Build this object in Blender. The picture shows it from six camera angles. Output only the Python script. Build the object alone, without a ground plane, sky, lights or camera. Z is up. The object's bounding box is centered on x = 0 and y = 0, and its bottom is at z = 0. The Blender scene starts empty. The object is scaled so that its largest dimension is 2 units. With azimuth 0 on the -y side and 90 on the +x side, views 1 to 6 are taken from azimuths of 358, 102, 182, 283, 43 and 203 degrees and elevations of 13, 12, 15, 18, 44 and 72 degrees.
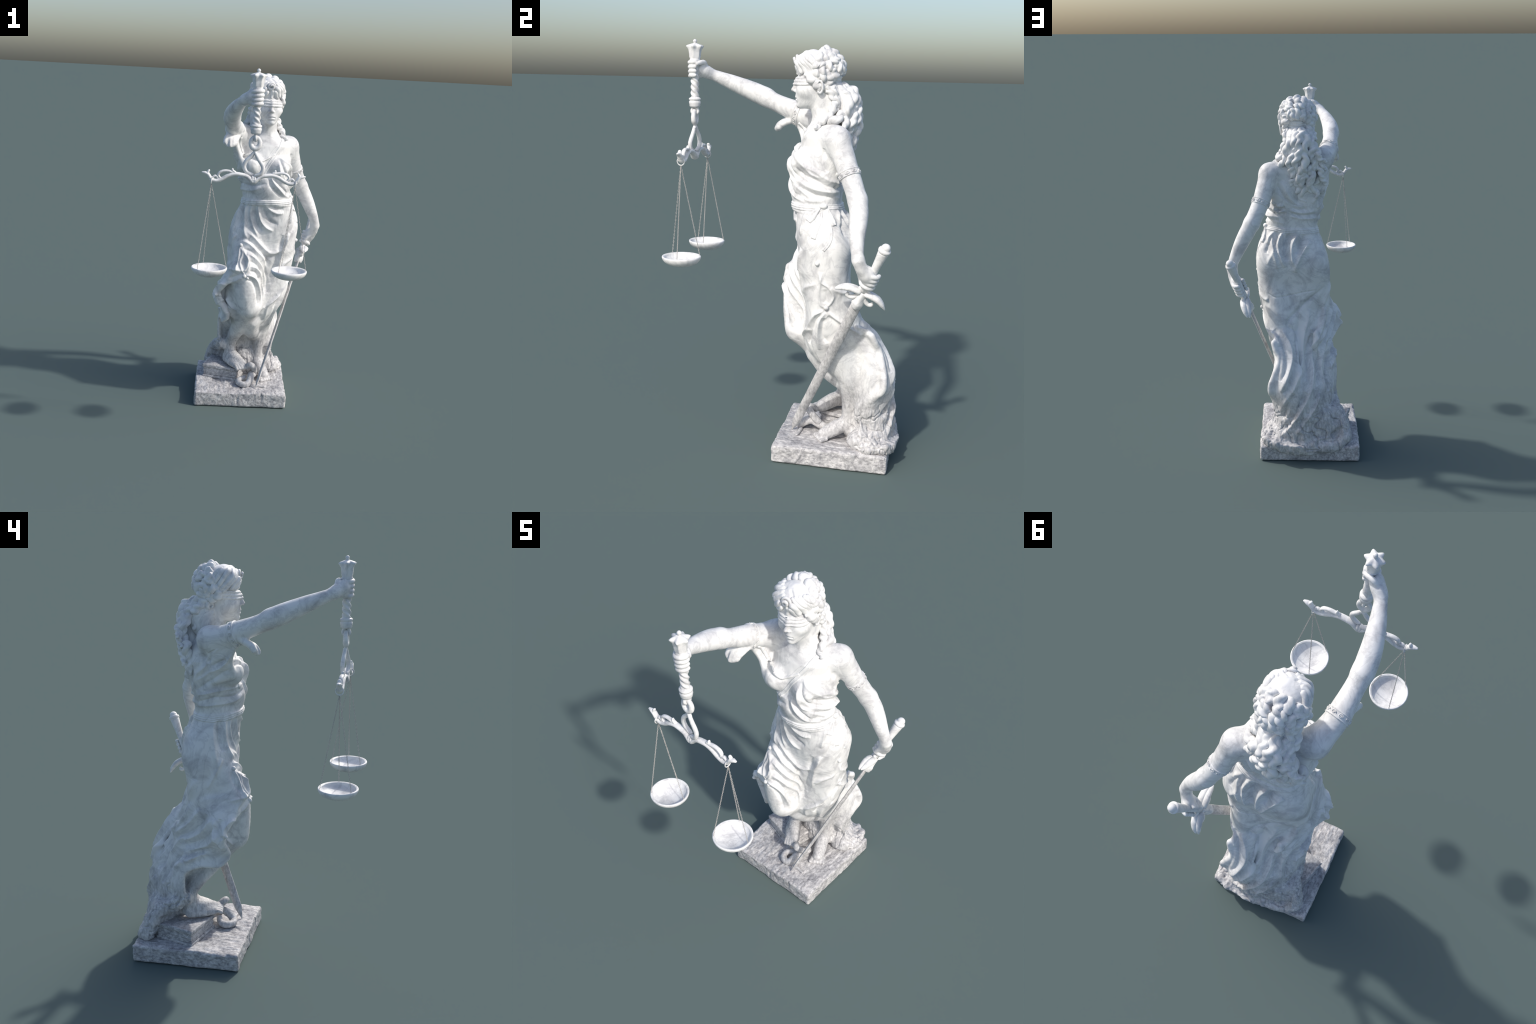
# Marble statue of a blindfolded justice figure with scales and sword.
import bpy, math, random
import numpy as np
from mathutils import Vector
from mathutils.bvhtree import BVHTree

random.seed(7)
H = 0.003                      # sculpting grid step (metres)

# ------------------------------------------------------------------ helpers
def noise3(p, seed=0):
    """vectorised value noise in -1..1, p is (N,3)"""
    i = np.floor(p).astype(np.int64); f = p - i
    f = f * f * f * (f * (f * 6 - 15) + 10)
    def h(x, y, z):
        n = (x * 374761393 + y * 668265263 + z * 2147483647 + seed * 974711) & 0xffffffff
        n = ((n ^ (n >> 13)) * 1274126177) & 0xffffffff
        n = ((n ^ (n >> 16)) * 2246822519) & 0xffffffff
        return ((n ^ (n >> 15)) & 0xffff) / 32767.5 - 1
    x, y, z = i.T; u, v, w = f.T
    def l(a, b, t): return a + (b - a) * t
    return l(l(l(h(x, y, z), h(x+1, y, z), u), l(h(x, y+1, z), h(x+1, y+1, z), u), v),
             l(l(h(x, y, z+1), h(x+1, y, z+1), u), l(h(x, y+1, z+1), h(x+1, y+1, z+1), u), v), w)

def fbm(p, scale, octaves=4, seed=0):
    s = 0; a = 1; t = 0
    for o in range(octaves):
        s = s + a * noise3(p * scale * 2 ** o + 17.3 * o, seed + o); t += a; a *= .5
    return s / t

def spline(pts, n=8):
    """Catmull-Rom through control points (any dimension)"""
    P = np.array(pts, float)
    if len(P) < 3 or n < 2:
        return P
    Q = np.vstack([2 * P[0] - P[1], P, 2 * P[-1] - P[-2]])
    out = []
    for i in range(len(P) - 1):
        a, b, c, d = Q[i:i+4]
        for t in np.arange(n) / n:
            out.append(.5 * (2*b + (c-a)*t + (2*a-5*b+4*c-d)*t*t + (3*b-a-3*c+d)*t**3))
    out.append(P[-1])
    return np.array(out)

def sstep(a, b, x):
    t = np.clip((x - a) / (b - a), 0, 1); return t * t * (3 - 2 * t)

# ------------------------------------------------------------------ sculpting field
LABELS = []
class Field:
    def __init__(s, lo, hi, h):
        s.lo = np.array(lo, np.float32); s.h = h
        s.n = np.ceil((np.array(hi) - lo) / h).astype(int) + 1
        s.D = np.full(s.n, .2, np.float32)
        s.L = np.zeros(s.n, np.uint8)
    def sub(s, lo, hi):
        i0 = np.clip(np.floor((np.array(lo) - s.lo) / s.h).astype(int), 0, s.n - 1)
        i1 = np.clip(np.ceil((np.array(hi) - s.lo) / s.h).astype(int) + 1, 1, s.n)
        sl = tuple(slice(a, b) for a, b in zip(i0, i1))
        ax = [(s.lo[k] + s.h * np.arange(i0[k], i1[k])).astype(np.float32) for k in range(3)]
        return sl, (ax[0][:, None, None], ax[1][None, :, None], ax[2][None, None, :])
    def add(s, name, lo, hi, fn, k=.02, coarse=False):
        if name not in LABELS: LABELS.append(name)
        li = LABELS.index(name)
        pad = k + 3 * s.h
        sl, X = s.sub(np.array(lo) - pad, np.array(hi) + pad)
        if coarse:      # evaluate on every second grid point, then interpolate
            d = fn(*[np.concatenate([x.ravel()[::2], x.ravel()[-1:] + s.h]).reshape([-1 if i == j else 1 for j in range(3)]) for i, x in enumerate(X)])
            for ax in range(3):
                n_ = X[ax].size; d = np.moveaxis(d, ax, 0)
                o = np.empty((n_,) + d.shape[1:], np.float32); ev = o[0::2]; od = o[1::2]
                ev[:] = d[:len(ev)]; od[:] = .5 * (d[:len(od)] + d[1:len(od) + 1]); d = np.moveaxis(o, 0, ax)
        else:
            d = fn(*X).astype(np.float32)
        D = s.D[sl]
        s.L[sl] = np.where(d < D, li, s.L[sl])
        if k > 0:
            hh = np.clip(.5 + .5 * (D - d) / k, 0, 1)
            s.D[sl] = D * (1 - hh) + d * hh - k * hh * (1 - hh)
        else:
            s.D[sl] = np.minimum(D, d)
    def cut(s, lo, hi, fn, k=.01):
        pad = k + 3 * s.h
        sl, X = s.sub(np.array(lo) - pad, np.array(hi) + pad)
        d = -fn(*X).astype(np.float32)
        D = s.D[sl]
        hh = np.clip(.5 - .5 * (D - d) / k, 0, 1)
        s.D[sl] = D * (1 - hh) + d * hh + k * hh * (1 - hh)
    # primitives
    @staticmethod
    def f_limb(P, flat=None):
        def fn(x, y, z):
            d = None
            for a, b in zip(P[:-1], P[1:]):
                ab = b[:3] - a[:3]; L2 = max(float(ab @ ab), 1e-9)
                t = np.clip(((x - a[0]) * ab[0] + (y - a[1]) * ab[1] + (z - a[2]) * ab[2]) / L2, 0, 1)
                q = np.sqrt((x - a[0] - t * ab[0]) ** 2 + (y - a[1] - t * ab[1]) ** 2 + (z - a[2] - t * ab[2]) ** 2)
                q = q - (a[3] + t * (b[3] - a[3]))
                d = q if d is None else np.minimum(d, q)
            return d
        r = P[:, 3].max()
        return P[:, :3].min(0) - r, P[:, :3].max(0) + r, fn
    def limb(s, name, pts, k=.02, n=4):
        P = spline(pts, n); P[:, 3] = np.maximum(P[:, 3], .002)
        s.add(name, *s.f_limb(P), k)
    def cut_limb(s, pts, k=.01, n=4):
        P = spline(pts, n); P[:, 3] = np.maximum(P[:, 3], .001)
        s.cut(*s.f_limb(P), k)
    def sheet(s, name, lines, r, k=.02, n=5, across=None):
        """cloth sheet: control lines (same point count), interpolated across and along"""
        Lr = np.array([spline(l, n) for l in lines])
        w = across or 6
        Lr = np.stack([spline(Lr[:, j], w) for j in range(Lr.shape[1])], 1)
        r = np.interp(np.linspace(0, 1, Lr.shape[0]), np.linspace(0, 1, len(np.atleast_1d(r))), np.atleast_1d(r))
        segs = [np.concatenate([Lr[i], np.full((Lr.shape[1], 1), r[i])], 1) for i in range(len(Lr))]
        fs = [s.f_limb(q) for q in segs]
        lo = np.min([f[0] for f in fs], 0); hi = np.max([f[1] for f in fs], 0)
        def fn(x, y, z):
            d = None
            for f in fs:
                q = f[2](x, y, z); d = q if d is None else np.minimum(d, q)
            return d
        s.add(name, lo, hi, fn, k, True)
    @staticmethod
    def f_ell(c, r, axes=None):
        R = np.eye(3) if axes is None else np.array(axes, float)
        m = max(r)
        def fn(x, y, z):
            dx, dy, dz = x - c[0], y - c[1], z - c[2]
            q = [(dx * R[i][0] + dy * R[i][1] + dz * R[i][2]) for i in range(3)]
            k0 = np.sqrt(sum((q[i] / r[i]) ** 2 for i in range(3))) + 1e-6
            k1 = np.sqrt(sum((q[i] / r[i] ** 2) ** 2 for i in range(3))) + 1e-6
            return k0 * (k0 - 1) / k1
        return np.array(c) - m, np.array(c) + m, fn
    def ell(s, name, c, r, k=.02, axes=None):
        s.add(name, *s.f_ell(c, r, axes), k)
    def cut_ell(s, c, r, k=.01, axes=None):
        s.cut(*s.f_ell(c, r, axes), k)
    def loft(s, name, rows, k=.02, p=2.2):
        """rows: (z, xmin, xmax, ymin, ymax, ycentre, then corner fullness for +x+y, -x+y, -x-y, +x-y)"""
        R = np.array(sorted([tuple(r) + (p,) * (10 - len(r)) for r in rows])); z0, z1 = R[0, 0], R[-1, 0]
        def fn(x, y, z):
            zz = z.ravel(); zs = np.linspace(z0, z1, 400)
            c = []
            ker = np.exp(-np.linspace(-2, 2, 17) ** 2); ker /= ker.sum()
            for j in range(1, 10):
                v = np.interp(zs, R[:, 0], R[:, j])
                v = np.convolve(np.pad(v, 8, mode='edge'), ker, 'valid')
                c.append(np.interp(zz, zs, v)[None, None, :])
            xc = (c[0] + c[1]) / 2; rx = (c[1] - c[0]) / 2; yc = c[4]
            dx = (x - xc); dy = y - yc
            ry = np.where(dy < 0, yc - c[2], c[3] - yc)
            pw = np.where(dy > 0, np.where(dx > 0, c[5], c[6]), np.where(dx < 0, c[7], c[8]))
            rho = (np.abs(dx / rx) ** pw + np.abs(dy / ry) ** pw) ** (1 / pw) + 1e-4
            q = np.sqrt(dx * dx + dy * dy)
            d = .85 * (q - q / rho)
            d = np.where(rho < .05, -.1, d)
            dz = np.maximum(z0 - z, z - z1)
            return np.maximum(d, dz)
        s.add(name, (R[:, 1].min(), R[:, 3].min(), z0), (R[:, 2].max(), R[:, 4].max(), z1), fn, k)
    # surface nets
    def mesh(s):
        S = s.D < 0
        n = s.n - 1
        cnt = np.zeros(n, np.uint8)
        for a in (0, 1):
            for b in (0, 1):
                for c in (0, 1):
                    cnt += S[a:a+n[0], b:b+n[1], c:c+n[2]]
        act = np.flatnonzero((cnt > 0) & (cnt < 8))
        I = np.stack(np.unravel_index(act, n), 1)
        corners = [(a, b, c) for a in (0, 1) for b in (0, 1) for c in (0, 1)]
        V = {c: s.D[I[:, 0] + c[0], I[:, 1] + c[1], I[:, 2] + c[2]] for c in corners}
        acc = np.zeros((len(I), 3)); w = np.zeros(len(I))
        for c in corners:
            for ax in range(3):
                if c[ax]: continue
                e = list(c); e[ax] = 1; e = tuple(e)
                va, vb = V[c], V[e]
                m = (va < 0) != (vb < 0)
                t = np.where(m, va / np.where(m, va - vb, 1), 0)
                p = np.array(c, float)[None].repeat(len(I), 0); p[:, ax] = t
                acc[m] += p[m]; w[m] += 1
        P = s.lo + s.h * (I + acc / w[:, None])
        lab = s.L[I[:, 0], I[:, 1], I[:, 2]]
        quads = []
        for ax in range(3):
            a1, a2 = (ax + 1) % 3, (ax + 2) % 3
            sl0 = [slice(None)] * 3; sl1 = [slice(None)] * 3
            sl0[ax] = slice(0, -1); sl1[ax] = slice(1, None)
            A, B = S[tuple(sl0)], S[tuple(sl1)]
            for sign in (0, 1):
                M = (A & ~B) if sign == 0 else (~A & B)
                E = np.stack(np.nonzero(M), 1)
                E = E[(E[:, a1] > 0) & (E[:, a2] > 0) & (E[:, a1] < n[a1]) & (E[:, a2] < n[a2])]
                q = []
                for o1, o2 in ((-1, -1), (0, -1), (0, 0), (-1, 0)):
                    F = E.copy(); F[:, a1] += o1; F[:, a2] += o2
                    q.append(np.searchsorted(act, np.ravel_multi_index(F.T, n)))
                q = np.stack(q, 1)
                quads.append(q if sign == 0 else q[:, ::-1])
        return P, np.vstack(quads), lab

def smooth_verts(P, Q, it=2, lam=.5, mu=-.52):
    e = np.vstack([Q[:, [0, 1]], Q[:, [1, 2]], Q[:, [2, 3]], Q[:, [3, 0]]])
    e = np.vstack([e, e[:, ::-1]])
    deg = np.bincount(e[:, 0], minlength=len(P))[:, None]
    for i in range(it):
        for f in (lam, mu):
            acc = np.stack([np.bincount(e[:, 0], P[e[:, 1], k], minlength=len(P)) for k in range(3)], 1)
            P = P + f * (acc / np.maximum(deg, 1) - P)
    return P

def vert_normals(P, Q):
    fn = np.cross(P[Q[:, 2]] - P[Q[:, 0]], P[Q[:, 3]] - P[Q[:, 1]])
    N = np.zeros_like(P)
    for j in range(4):
        for k in range(3):
            N[:, k] += np.bincount(Q[:, j], fn[:, k], minlength=len(P))
    return N / (np.linalg.norm(N, axis=1, keepdims=True) + 1e-12)

# ------------------------------------------------------------------ materials
def marble(name, *a, **k):
    m = bpy.data.materials.new(name); m.use_nodes = True
    if a: k['light'], k['dark'] = a
    sh = marble_nodes(m.node_tree, k)
    m.node_tree.links.new(sh.outputs[0], m.node_tree.nodes['Material Output'].inputs['Surface'])
    return m
def marble_nodes(nt, k):
    return _marble(nt, **k)
def _marble(nt, light, dark, grain=.0, grain_scale=60, vein=.5, rough=.45, bump=.1, streak=(1, 1, 1)):
    N = nt.nodes; L = nt.links
    b = N.get('Principled BSDF') if not N.get('Principled BSDF').outputs[0].is_linked and not N.get('Principled BSDF').inputs['Base Color'].is_linked else N.new('ShaderNodeBsdfPrincipled'); b.inputs['Roughness'].default_value = rough
    b.inputs['Specular IOR Level'].default_value = .3
    tc = N.new('ShaderNodeTexCoord')
    def nz(scale, detail=6, rough_=.6, dist=0., vec=None):
        n = N.new('ShaderNodeTexNoise'); n.inputs['Scale'].default_value = scale
        n.inputs['Detail'].default_value = detail; n.inputs['Roughness'].default_value = rough_
        n.inputs['Distortion'].default_value = dist
        L.new(vec or tc.outputs['Object'], n.inputs['Vector']); return n.outputs['Fac']
    def ramp(sock, p0, p1, c0, c1):
        r = N.new('ShaderNodeValToRGB'); r.color_ramp.elements[0].position = p0; r.color_ramp.elements[1].position = p1
        r.color_ramp.elements[0].color = (*c0, 1); r.color_ramp.elements[1].color = (*c1, 1)
        L.new(sock, r.inputs['Fac']); return r.outputs['Color']
    def mult(a, bsock, fac=1.):
        x = N.new('ShaderNodeMix'); x.data_type = 'RGBA'; x.blend_type = 'MULTIPLY'
        x.inputs[0].default_value = fac; L.new(a, x.inputs[6]); L.new(bsock, x.inputs[7]); return x.outputs[2]
    # clouds
    col = ramp(nz(9, 8, .66, .8), .34, .54, dark, light)
    # fine veins: narrow valley of a distorted noise
    v = nz(5.5, 9, .6, 1.6)
    sub = N.new('ShaderNodeMath'); sub.operation = 'SUBTRACT'; sub.inputs[1].default_value = .5; L.new(v, sub.inputs[0])
    ab = N.new('ShaderNodeMath'); ab.operation = 'ABSOLUTE'; L.new(sub.outputs[0], ab.inputs[0])
    col = mult(col, ramp(ab.outputs[0], .0, .045, (.62, .63, .65), (1, 1, 1)), vein)
    mp = N.new('ShaderNodeMapping'); mp.inputs['Scale'].default_value = streak
    L.new(tc.outputs['Object'], mp.inputs['Vector'])
    g = nz(grain_scale, 6, .7, .4, mp.outputs['Vector'])
    if grain > 0:
        col = mult(col, ramp(g, .36, .6, (.45, .45, .47), (1, 1, 1)), grain)
    L.new(col, b.inputs['Base Color'])
    bp = N.new('ShaderNodeBump'); bp.inputs['Strength'].default_value = bump; bp.inputs['Distance'].default_value = .004
    L.new(g, bp.inputs['Height']); L.new(bp.outputs['Normal'], b.inputs['Normal'])
    return b

def weathered_mix(name, clean, worn, z0, z1):
    """clean marble that turns to scratched grey stone towards the foot, with a ragged grain edge"""
    m = bpy.data.materials.new(name); m.use_nodes = True; nt = m.node_tree; N = nt.nodes; L = nt.links
    a = marble_nodes(nt, *clean); b = marble_nodes(nt, *worn)
    tc = N.new('ShaderNodeTexCoord'); sp = N.new('ShaderNodeSeparateXYZ'); L.new(tc.outputs['Object'], sp.inputs[0])
    n = N.new('ShaderNodeTexNoise'); n.inputs['Scale'].default_value = 16; n.inputs['Detail'].default_value = 8; n.inputs['Roughness'].default_value = .7
    mp = N.new('ShaderNodeMapping'); mp.inputs['Scale'].default_value = (1, 1, .35); L.new(tc.outputs['Object'], mp.inputs[0]); L.new(mp.outputs[0], n.inputs['Vector'])
    ad = N.new('ShaderNodeMath'); ad.operation = 'MULTIPLY_ADD'; ad.inputs[1].default_value = .5; L.new(n.outputs['Fac'], ad.inputs[0]); L.new(sp.outputs['Z'], ad.inputs[2])
    mr = N.new('ShaderNodeMapRange'); mr.inputs['From Min'].default_value = z0 + .25; mr.inputs['From Max'].default_value = z1 + .25
    mr.inputs['To Min'].default_value = 1; mr.inputs['To Max'].default_value = 0; L.new(ad.outputs[0], mr.inputs[0])
    mx = N.new('ShaderNodeMixShader'); L.new(mr.outputs[0], mx.inputs[0]); L.new(a.outputs[0], mx.inputs[1]); L.new(b.outputs[0], mx.inputs[2])
    L.new(mx.outputs[0], N['Material Output'].inputs['Surface'])
    return m
WHITE = dict(light=(.80, .80, .793), dark=(.555, .555, .565), vein=.42, bump=.10)
WORN = dict(light=(.65, .643, .638), dark=(.46, .457, .462), grain=.75, grain_scale=55, vein=.3, rough=.5, bump=.40, streak=(1.5, 1.5, .6))
STONE = dict(light=(.65, .64, .635), dark=(.46, .455, .465), grain=.95, grain_scale=85, vein=.6, rough=.55, bump=.7, streak=(1, .55, 1))
MAT = {'white': marble('white_marble', **WHITE), 'worn': marble('weathered_marble', **WORN), 'stone': marble('rough_grey_stone', **STONE),
       'dress': weathered_mix('marble_worn_at_foot', (WHITE,), (WORN,), .28, .50),
       'chain': marble('dull_chain_metal', (.50, .48, .455), (.38, .37, .355), vein=0, rough=.5, bump=0)}

# ------------------------------------------------------------------ scene tree
coll = bpy.context.scene.collection
def empty(name, parent=None):
    o = bpy.data.objects.new(name, None); coll.objects.link(o)
    if parent: o.parent = parent
    return o
ROOT = empty('justice_statue')
ROOT['label'] = 'white marble blindfolded woman holding scales and sword'
ROOT['category'] = 'statue'

def obj(name, P, F, mat, parent, smooth=True, stuff=False):
    me = bpy.data.meshes.new(name)
    me.from_pydata([tuple(map(float, p)) for p in P], [], [tuple(int(i) for i in f) for f in F])
    me.update(); me.materials.append(MAT[mat])
    if smooth: me.polygons.foreach_set('use_smooth', [True] * len(me.polygons))
    o = bpy.data.objects.new(name, me); coll.objects.link(o); o.parent = parent
    if stuff: o['kind'] = 'stuff'
    return o

def frames(C):
    T = np.gradient(C, axis=0); T /= np.linalg.norm(T, axis=1, keepdims=True) + 1e-12
    up = np.array([0, 0, 1.]) if abs(T[0][2]) < .9 else np.array([0, 1., 0])
    A = []; B = []
    a = np.cross(T[0], up); a /= np.linalg.norm(a)
    for t in T:
        a = a - (a @ t) * t; a /= np.linalg.norm(a) + 1e-12
        A.append(a); B.append(np.cross(t, a))
    return T, np.array(A), np.array(B)

def tube_mesh(C, R, seg=12, ref=None, flat=1., lobes=0, lobe_amp=0., twist=0., close=False):
    """sweep along points C with radii R; ref fixes the flat axis; lobes+twist = rope/curl ridges"""
    C = np.array(C, float); n = len(C)
    T, A, B = frames(C)
    if ref is not None:
        ref = np.broadcast_to(np.array(ref, float), C.shape)
        A = ref - (ref * T).sum(1, keepdims=True) * T
        A /= np.linalg.norm(A, axis=1, keepdims=True) + 1e-12
        B = np.cross(T, A)
    R = np.broadcast_to(np.array(R, float), (n,))
    s = np.concatenate([[0], np.cumsum(np.linalg.norm(np.diff(C, axis=0), axis=1))])
    P = []
    th = np.arange(seg) * 2 * math.pi / seg
    for i in range(n):
        rr = R[i] * (1 + lobe_amp * np.cos(lobes * (th + twist * s[i]))) if lobes else np.full(seg, R[i])
        P.append(C[i] + (A[i][None] * (np.cos(th) * rr * flat)[:, None]) + B[i][None] * (np.sin(th) * rr)[:, None])
    P = np.vstack(P); F = []
    for i in range(n - (0 if close else 1)):
        for j in range(seg):
            a, b = i * seg + j, i * seg + (j + 1) % seg
            k = ((i + 1) % n) * seg
            F.append((a, b, k + (j + 1) % seg, k + j))
    if not close:
        P = np.vstack([P, C[0], C[-1]]); c0, c1 = n * seg, n * seg + 1
        for j in range(seg):
            F.append((c0, (j + 1) % seg, j)); F.append((c1, (n - 1) * seg + j, (n - 1) * seg + (j + 1) % seg))
    return P, F

def round_ends(R, C, frac=None):
    """taper radii to zero at both ends over about one radius"""
    s = np.concatenate([[0], np.cumsum(np.linalg.norm(np.diff(C, axis=0), axis=1))]); Lt = s[-1]
    R = np.array(R, float)
    e = np.minimum(s, Lt - s) / (np.maximum(R, 1e-5))
    return R * np.sqrt(np.clip(1 - (1 - np.clip(e, 0, 1)) ** 2, .01, 1))

def lathe(profile, axis0=(0, 0, 0), u=(0, 0, 1), seg=32, mod=None):
    """profile: (distance along axis, radius)"""
    u = np.array(u, float); u /= np.linalg.norm(u)
    a = np.cross(u, [1, 0, 0] if abs(u[0]) < .9 else [0, 1, 0]); a /= np.linalg.norm(a); b = np.cross(u, a)
    P = []; F = []
    th = np.arange(seg) * 2 * math.pi / seg
    for i, (h, r) in enumerate(profile):
        rr = np.full(seg, r) if mod is None else r * mod(i, th)
        P.append(np.array(axis0) + u * h + np.cos(th)[:, None] * rr[:, None] * a + np.sin(th)[:, None] * rr[:, None] * b)
    P = np.vstack(P)
    for i in range(len(profile) - 1):
        for j in range(seg):
            k = (j + 1) % seg
            F.append((i * seg + j, i * seg + k, (i + 1) * seg + k, (i + 1) * seg + j))
    F.append(tuple(range(seg))[::-1]); F.append(tuple((len(profile) - 1) * seg + j for j in range(seg)))
    return P, F

def join(parts):
    P = []; F = []; o = 0
    for p, f in parts:
        P.append(np.array(p)); F += [tuple(i + o for i in q) for q in f]; o += len(p)
    return np.vstack(P), F

# ================================================================== BODY
G = Field((-.40, -.58, .02), (.40, .62, 1.98), H)

# --- dress and torso, one column of sections from shoulders to the floor
U = (2.6, 2.6, 1.7, 1.6)
HP = (2.8, 2.7, 1.9, 2.1)
G.loft('torso', [
    (1.66, -.015, .035, .155, .195, .175), (1.635, -.045, .060, .125, .232, .175), (1.61, -.100, .105, .090, .265, .175), (1.57, -.150, .145, .070, .278, .18),
    (1.52, -.165, .145, .055, .278, .185, 2.4, 2.6, 2., 1.8), (1.45, -.155, .156, .050, .275, .18, 2.6, 2.6, 1.7, 2.0), (1.40, -.150, .160, .042, .270, .175, 2.6, 2.6, 1.7, 2.0),
    (1.34, -.140, .166, .028, .264, .17, 2.6, 2.6, 1.7, 1.9), (1.29, -.122, .165, .030, .260, .17, 2.6, 2.6, 1.6, 1.9), (1.25, -.114, .166, .036, .260, .17, *HP), (1.235, -.114, .166, .038, .262, .17, *HP)], k=0)
HP = (3.6, 2.8, 1.9, 2.2)
V_ = (2.4, 1.5, 1.8, 2.1)
W_ = (2.6, 1.75, 1.8, 2.0)
G.loft('skirt', [
    (1.25, -.114, .166, .036, .260, .17, *HP), (1.20, -.132, .192, .050, .280, .18, *HP), (1.15, -.158, .212, .056, .306, .195, *HP),
    (1.10, -.176, .222, .060, .324, .205, *HP), (1.05, -.186, .221, .066, .330, .21, *HP), (1.00, -.191, .215, .074, .322, .21, *HP),
    (.95, -.190, .208, .070, .314, .21, 3.6, 2.3, 1.6, 2.2), (.90, -.193, .201, .082, .314, .21, 3.4, 2.0, 1.7, 2.1), (.85, -.190, .194, .095, .320, .21, 3., 1.7, 1.8, 2.4),
    (.80, -.186, .189, .105, .332, .20, *V_), (.75, -.182, .183, .110, .348, .20, *V_), (.70, -.176, .174, .112, .364, .20, *V_),
    (.65, -.172, .160, .105, .380, .20, *V_), (.60, -.168, .143, .105, .400, .21, *V_), (.55, -.166, .122, .115, .424, .23, *V_),
    (.50, -.170, .106, .145, .458, .26, *W_), (.45, -.178, .098, .190, .490, .30, *W_), (.40, -.186, .092, .265, .516, .35, *W_),
    (.35, -.190, .088, .320, .532, .38, *W_), (.30, -.193, .086, .335, .540, .40, *W_), (.25, -.195, .086, .345, .545, .42, *W_),
    (.20, -.202, .095, .350, .550, .43, *W_), (.15, -.215, .115, .352, .556, .44, *W_), (.10, -.238, .135, .355, .562, .44, *W_), (.06, -.238, .135, .375, .560, .44, *W_)], k=.02)
G.limb('skirt', [(.120, .245, 1.06, .083), (.118, .240, .96, .078), (.105, .258, .87, .078), (.090, .290, .76, .082), (.070, .325, .66, .078)], k=.03)   # left hip
G.ell('torso', (.075, .208, 1.46), (.072, .078, .10), k=.03)      # shoulder blade
# --- shoulders, bust
G.limb('torso', [(.01, .180, 1.605, .044), (.085, .220, 1.588, .042), (.143, .25, 1.562, .053)], k=.04)
G.limb('torso', [(.0, .175, 1.605, .044), (-.075, .168, 1.612, .043), (-.138, .14, 1.625, .058)], k=.04)
G.ell('torso', (-.072, .060, 1.458), (.060, .060, .062), k=.03)
G.ell('torso', (.085, .076, 1.440), (.058, .056, .060), k=.03)
G.ell('torso', (.04, .072, 1.34), (.09, .045, .055), k=.04)
# --- neck and head
G.limb('neck', [(.008, .175, 1.59, .062), (.010, .158, 1.66, .050), (.012, .145, 1.74, .053)], k=.03)
G.ell('head', (-.005, .136, 1.857), (.079, .099, .093), k=.02)
G.ell('head', (.010, .104, 1.788), (.069, .075, .086), k=.02)
G.ell('head', (.023, .072, 1.722), (.030, .032, .030), k=.03)             # jaw
G.ell('head', (.022, .060, 1.742), (.026, .027, .026), k=.02)             # muzzle
G.limb('head', [(.0225, .036, 1.815, .007), (.0215, .026, 1.792, .008), (.0200, .0175, 1.775, .0095)], k=.010)
G.ell('head', (.0105, .030, 1.7685), (.0075, .009, .006), k=.005)
G.ell('head', (.0305, .030, 1.7685), (.0075, .009, .006), k=.005)
G.ell('head', (.0235, .053, 1.706), (.019, .018, .016), k=.012)            # chin
G.ell('head', (.0225, .0375, 1.7425), (.017, .0095, .0058), k=.004)        # lips
G.ell('head', (.0230, .0400, 1.7285), (.0145, .0095, .0062), k=.004)
G.cut_limb([(.004, .040, 1.7345, .0022), (.0225, .0285, 1.7360, .0024), (.041, .040, 1.7345, .0022)], k=.004)
G.cut_limb([(.010, .034, 1.7175, .003), (.023, .031, 1.7175, .003), (.036, .034, 1.7175, .003)], k=.008)
G.ell('head', (.056, .078, 1.772), (.020, .028, .022), k=.03)             # cheeks
G.ell('head', (-.026, .072, 1.774), (.024, .032, .026), k=.03)
G.ell('scalp_hair', (-.055, .205, 1.715), (.042, .062, .090), k=.02)      # hair behind the ears
G.ell('scalp_hair', (.034, .205, 1.735), (.032, .046, .070), k=.02)
# --- her right arm: held out to the front
RA = [(-.140, .140, 1.625, .059), (-.168, .060, 1.645, .053), (-.182, .000, 1.668, .050), (-.192, -.10, 1.705, .0425),
      (-.198, -.16, 1.732, .0445), (-.197, -.205, 1.751, .0465), (-.188, -.27, 1.777, .042), (-.172, -.34, 1.805, .035), (-.150, -.410, 1.832, .0265), (-.138, -.435, 1.842, .025)]
G.limb('upper_arm', RA[:5], k=.03)
G.limb('forearm', RA[4:], k=.015)
# --- her left arm: hangs down to the sword
LA = [(.143, .246, 1.562, .056), (.164, .278, 1.50, .051), (.184, .305, 1.435, .0475), (.209, .335, 1.37, .0445), (.238, .360, 1.31, .0425),
      (.265, .371, 1.26, .042), (.293, .373, 1.205, .039), (.318, .374, 1.15, .0335), (.340, .380, 1.095, .0275), (.346, .386, 1.065, .0255)]
G.limb('upper_arm_l', LA[:5], k=.03)
G.limb('forearm_l', LA[4:], k=.015)
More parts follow.
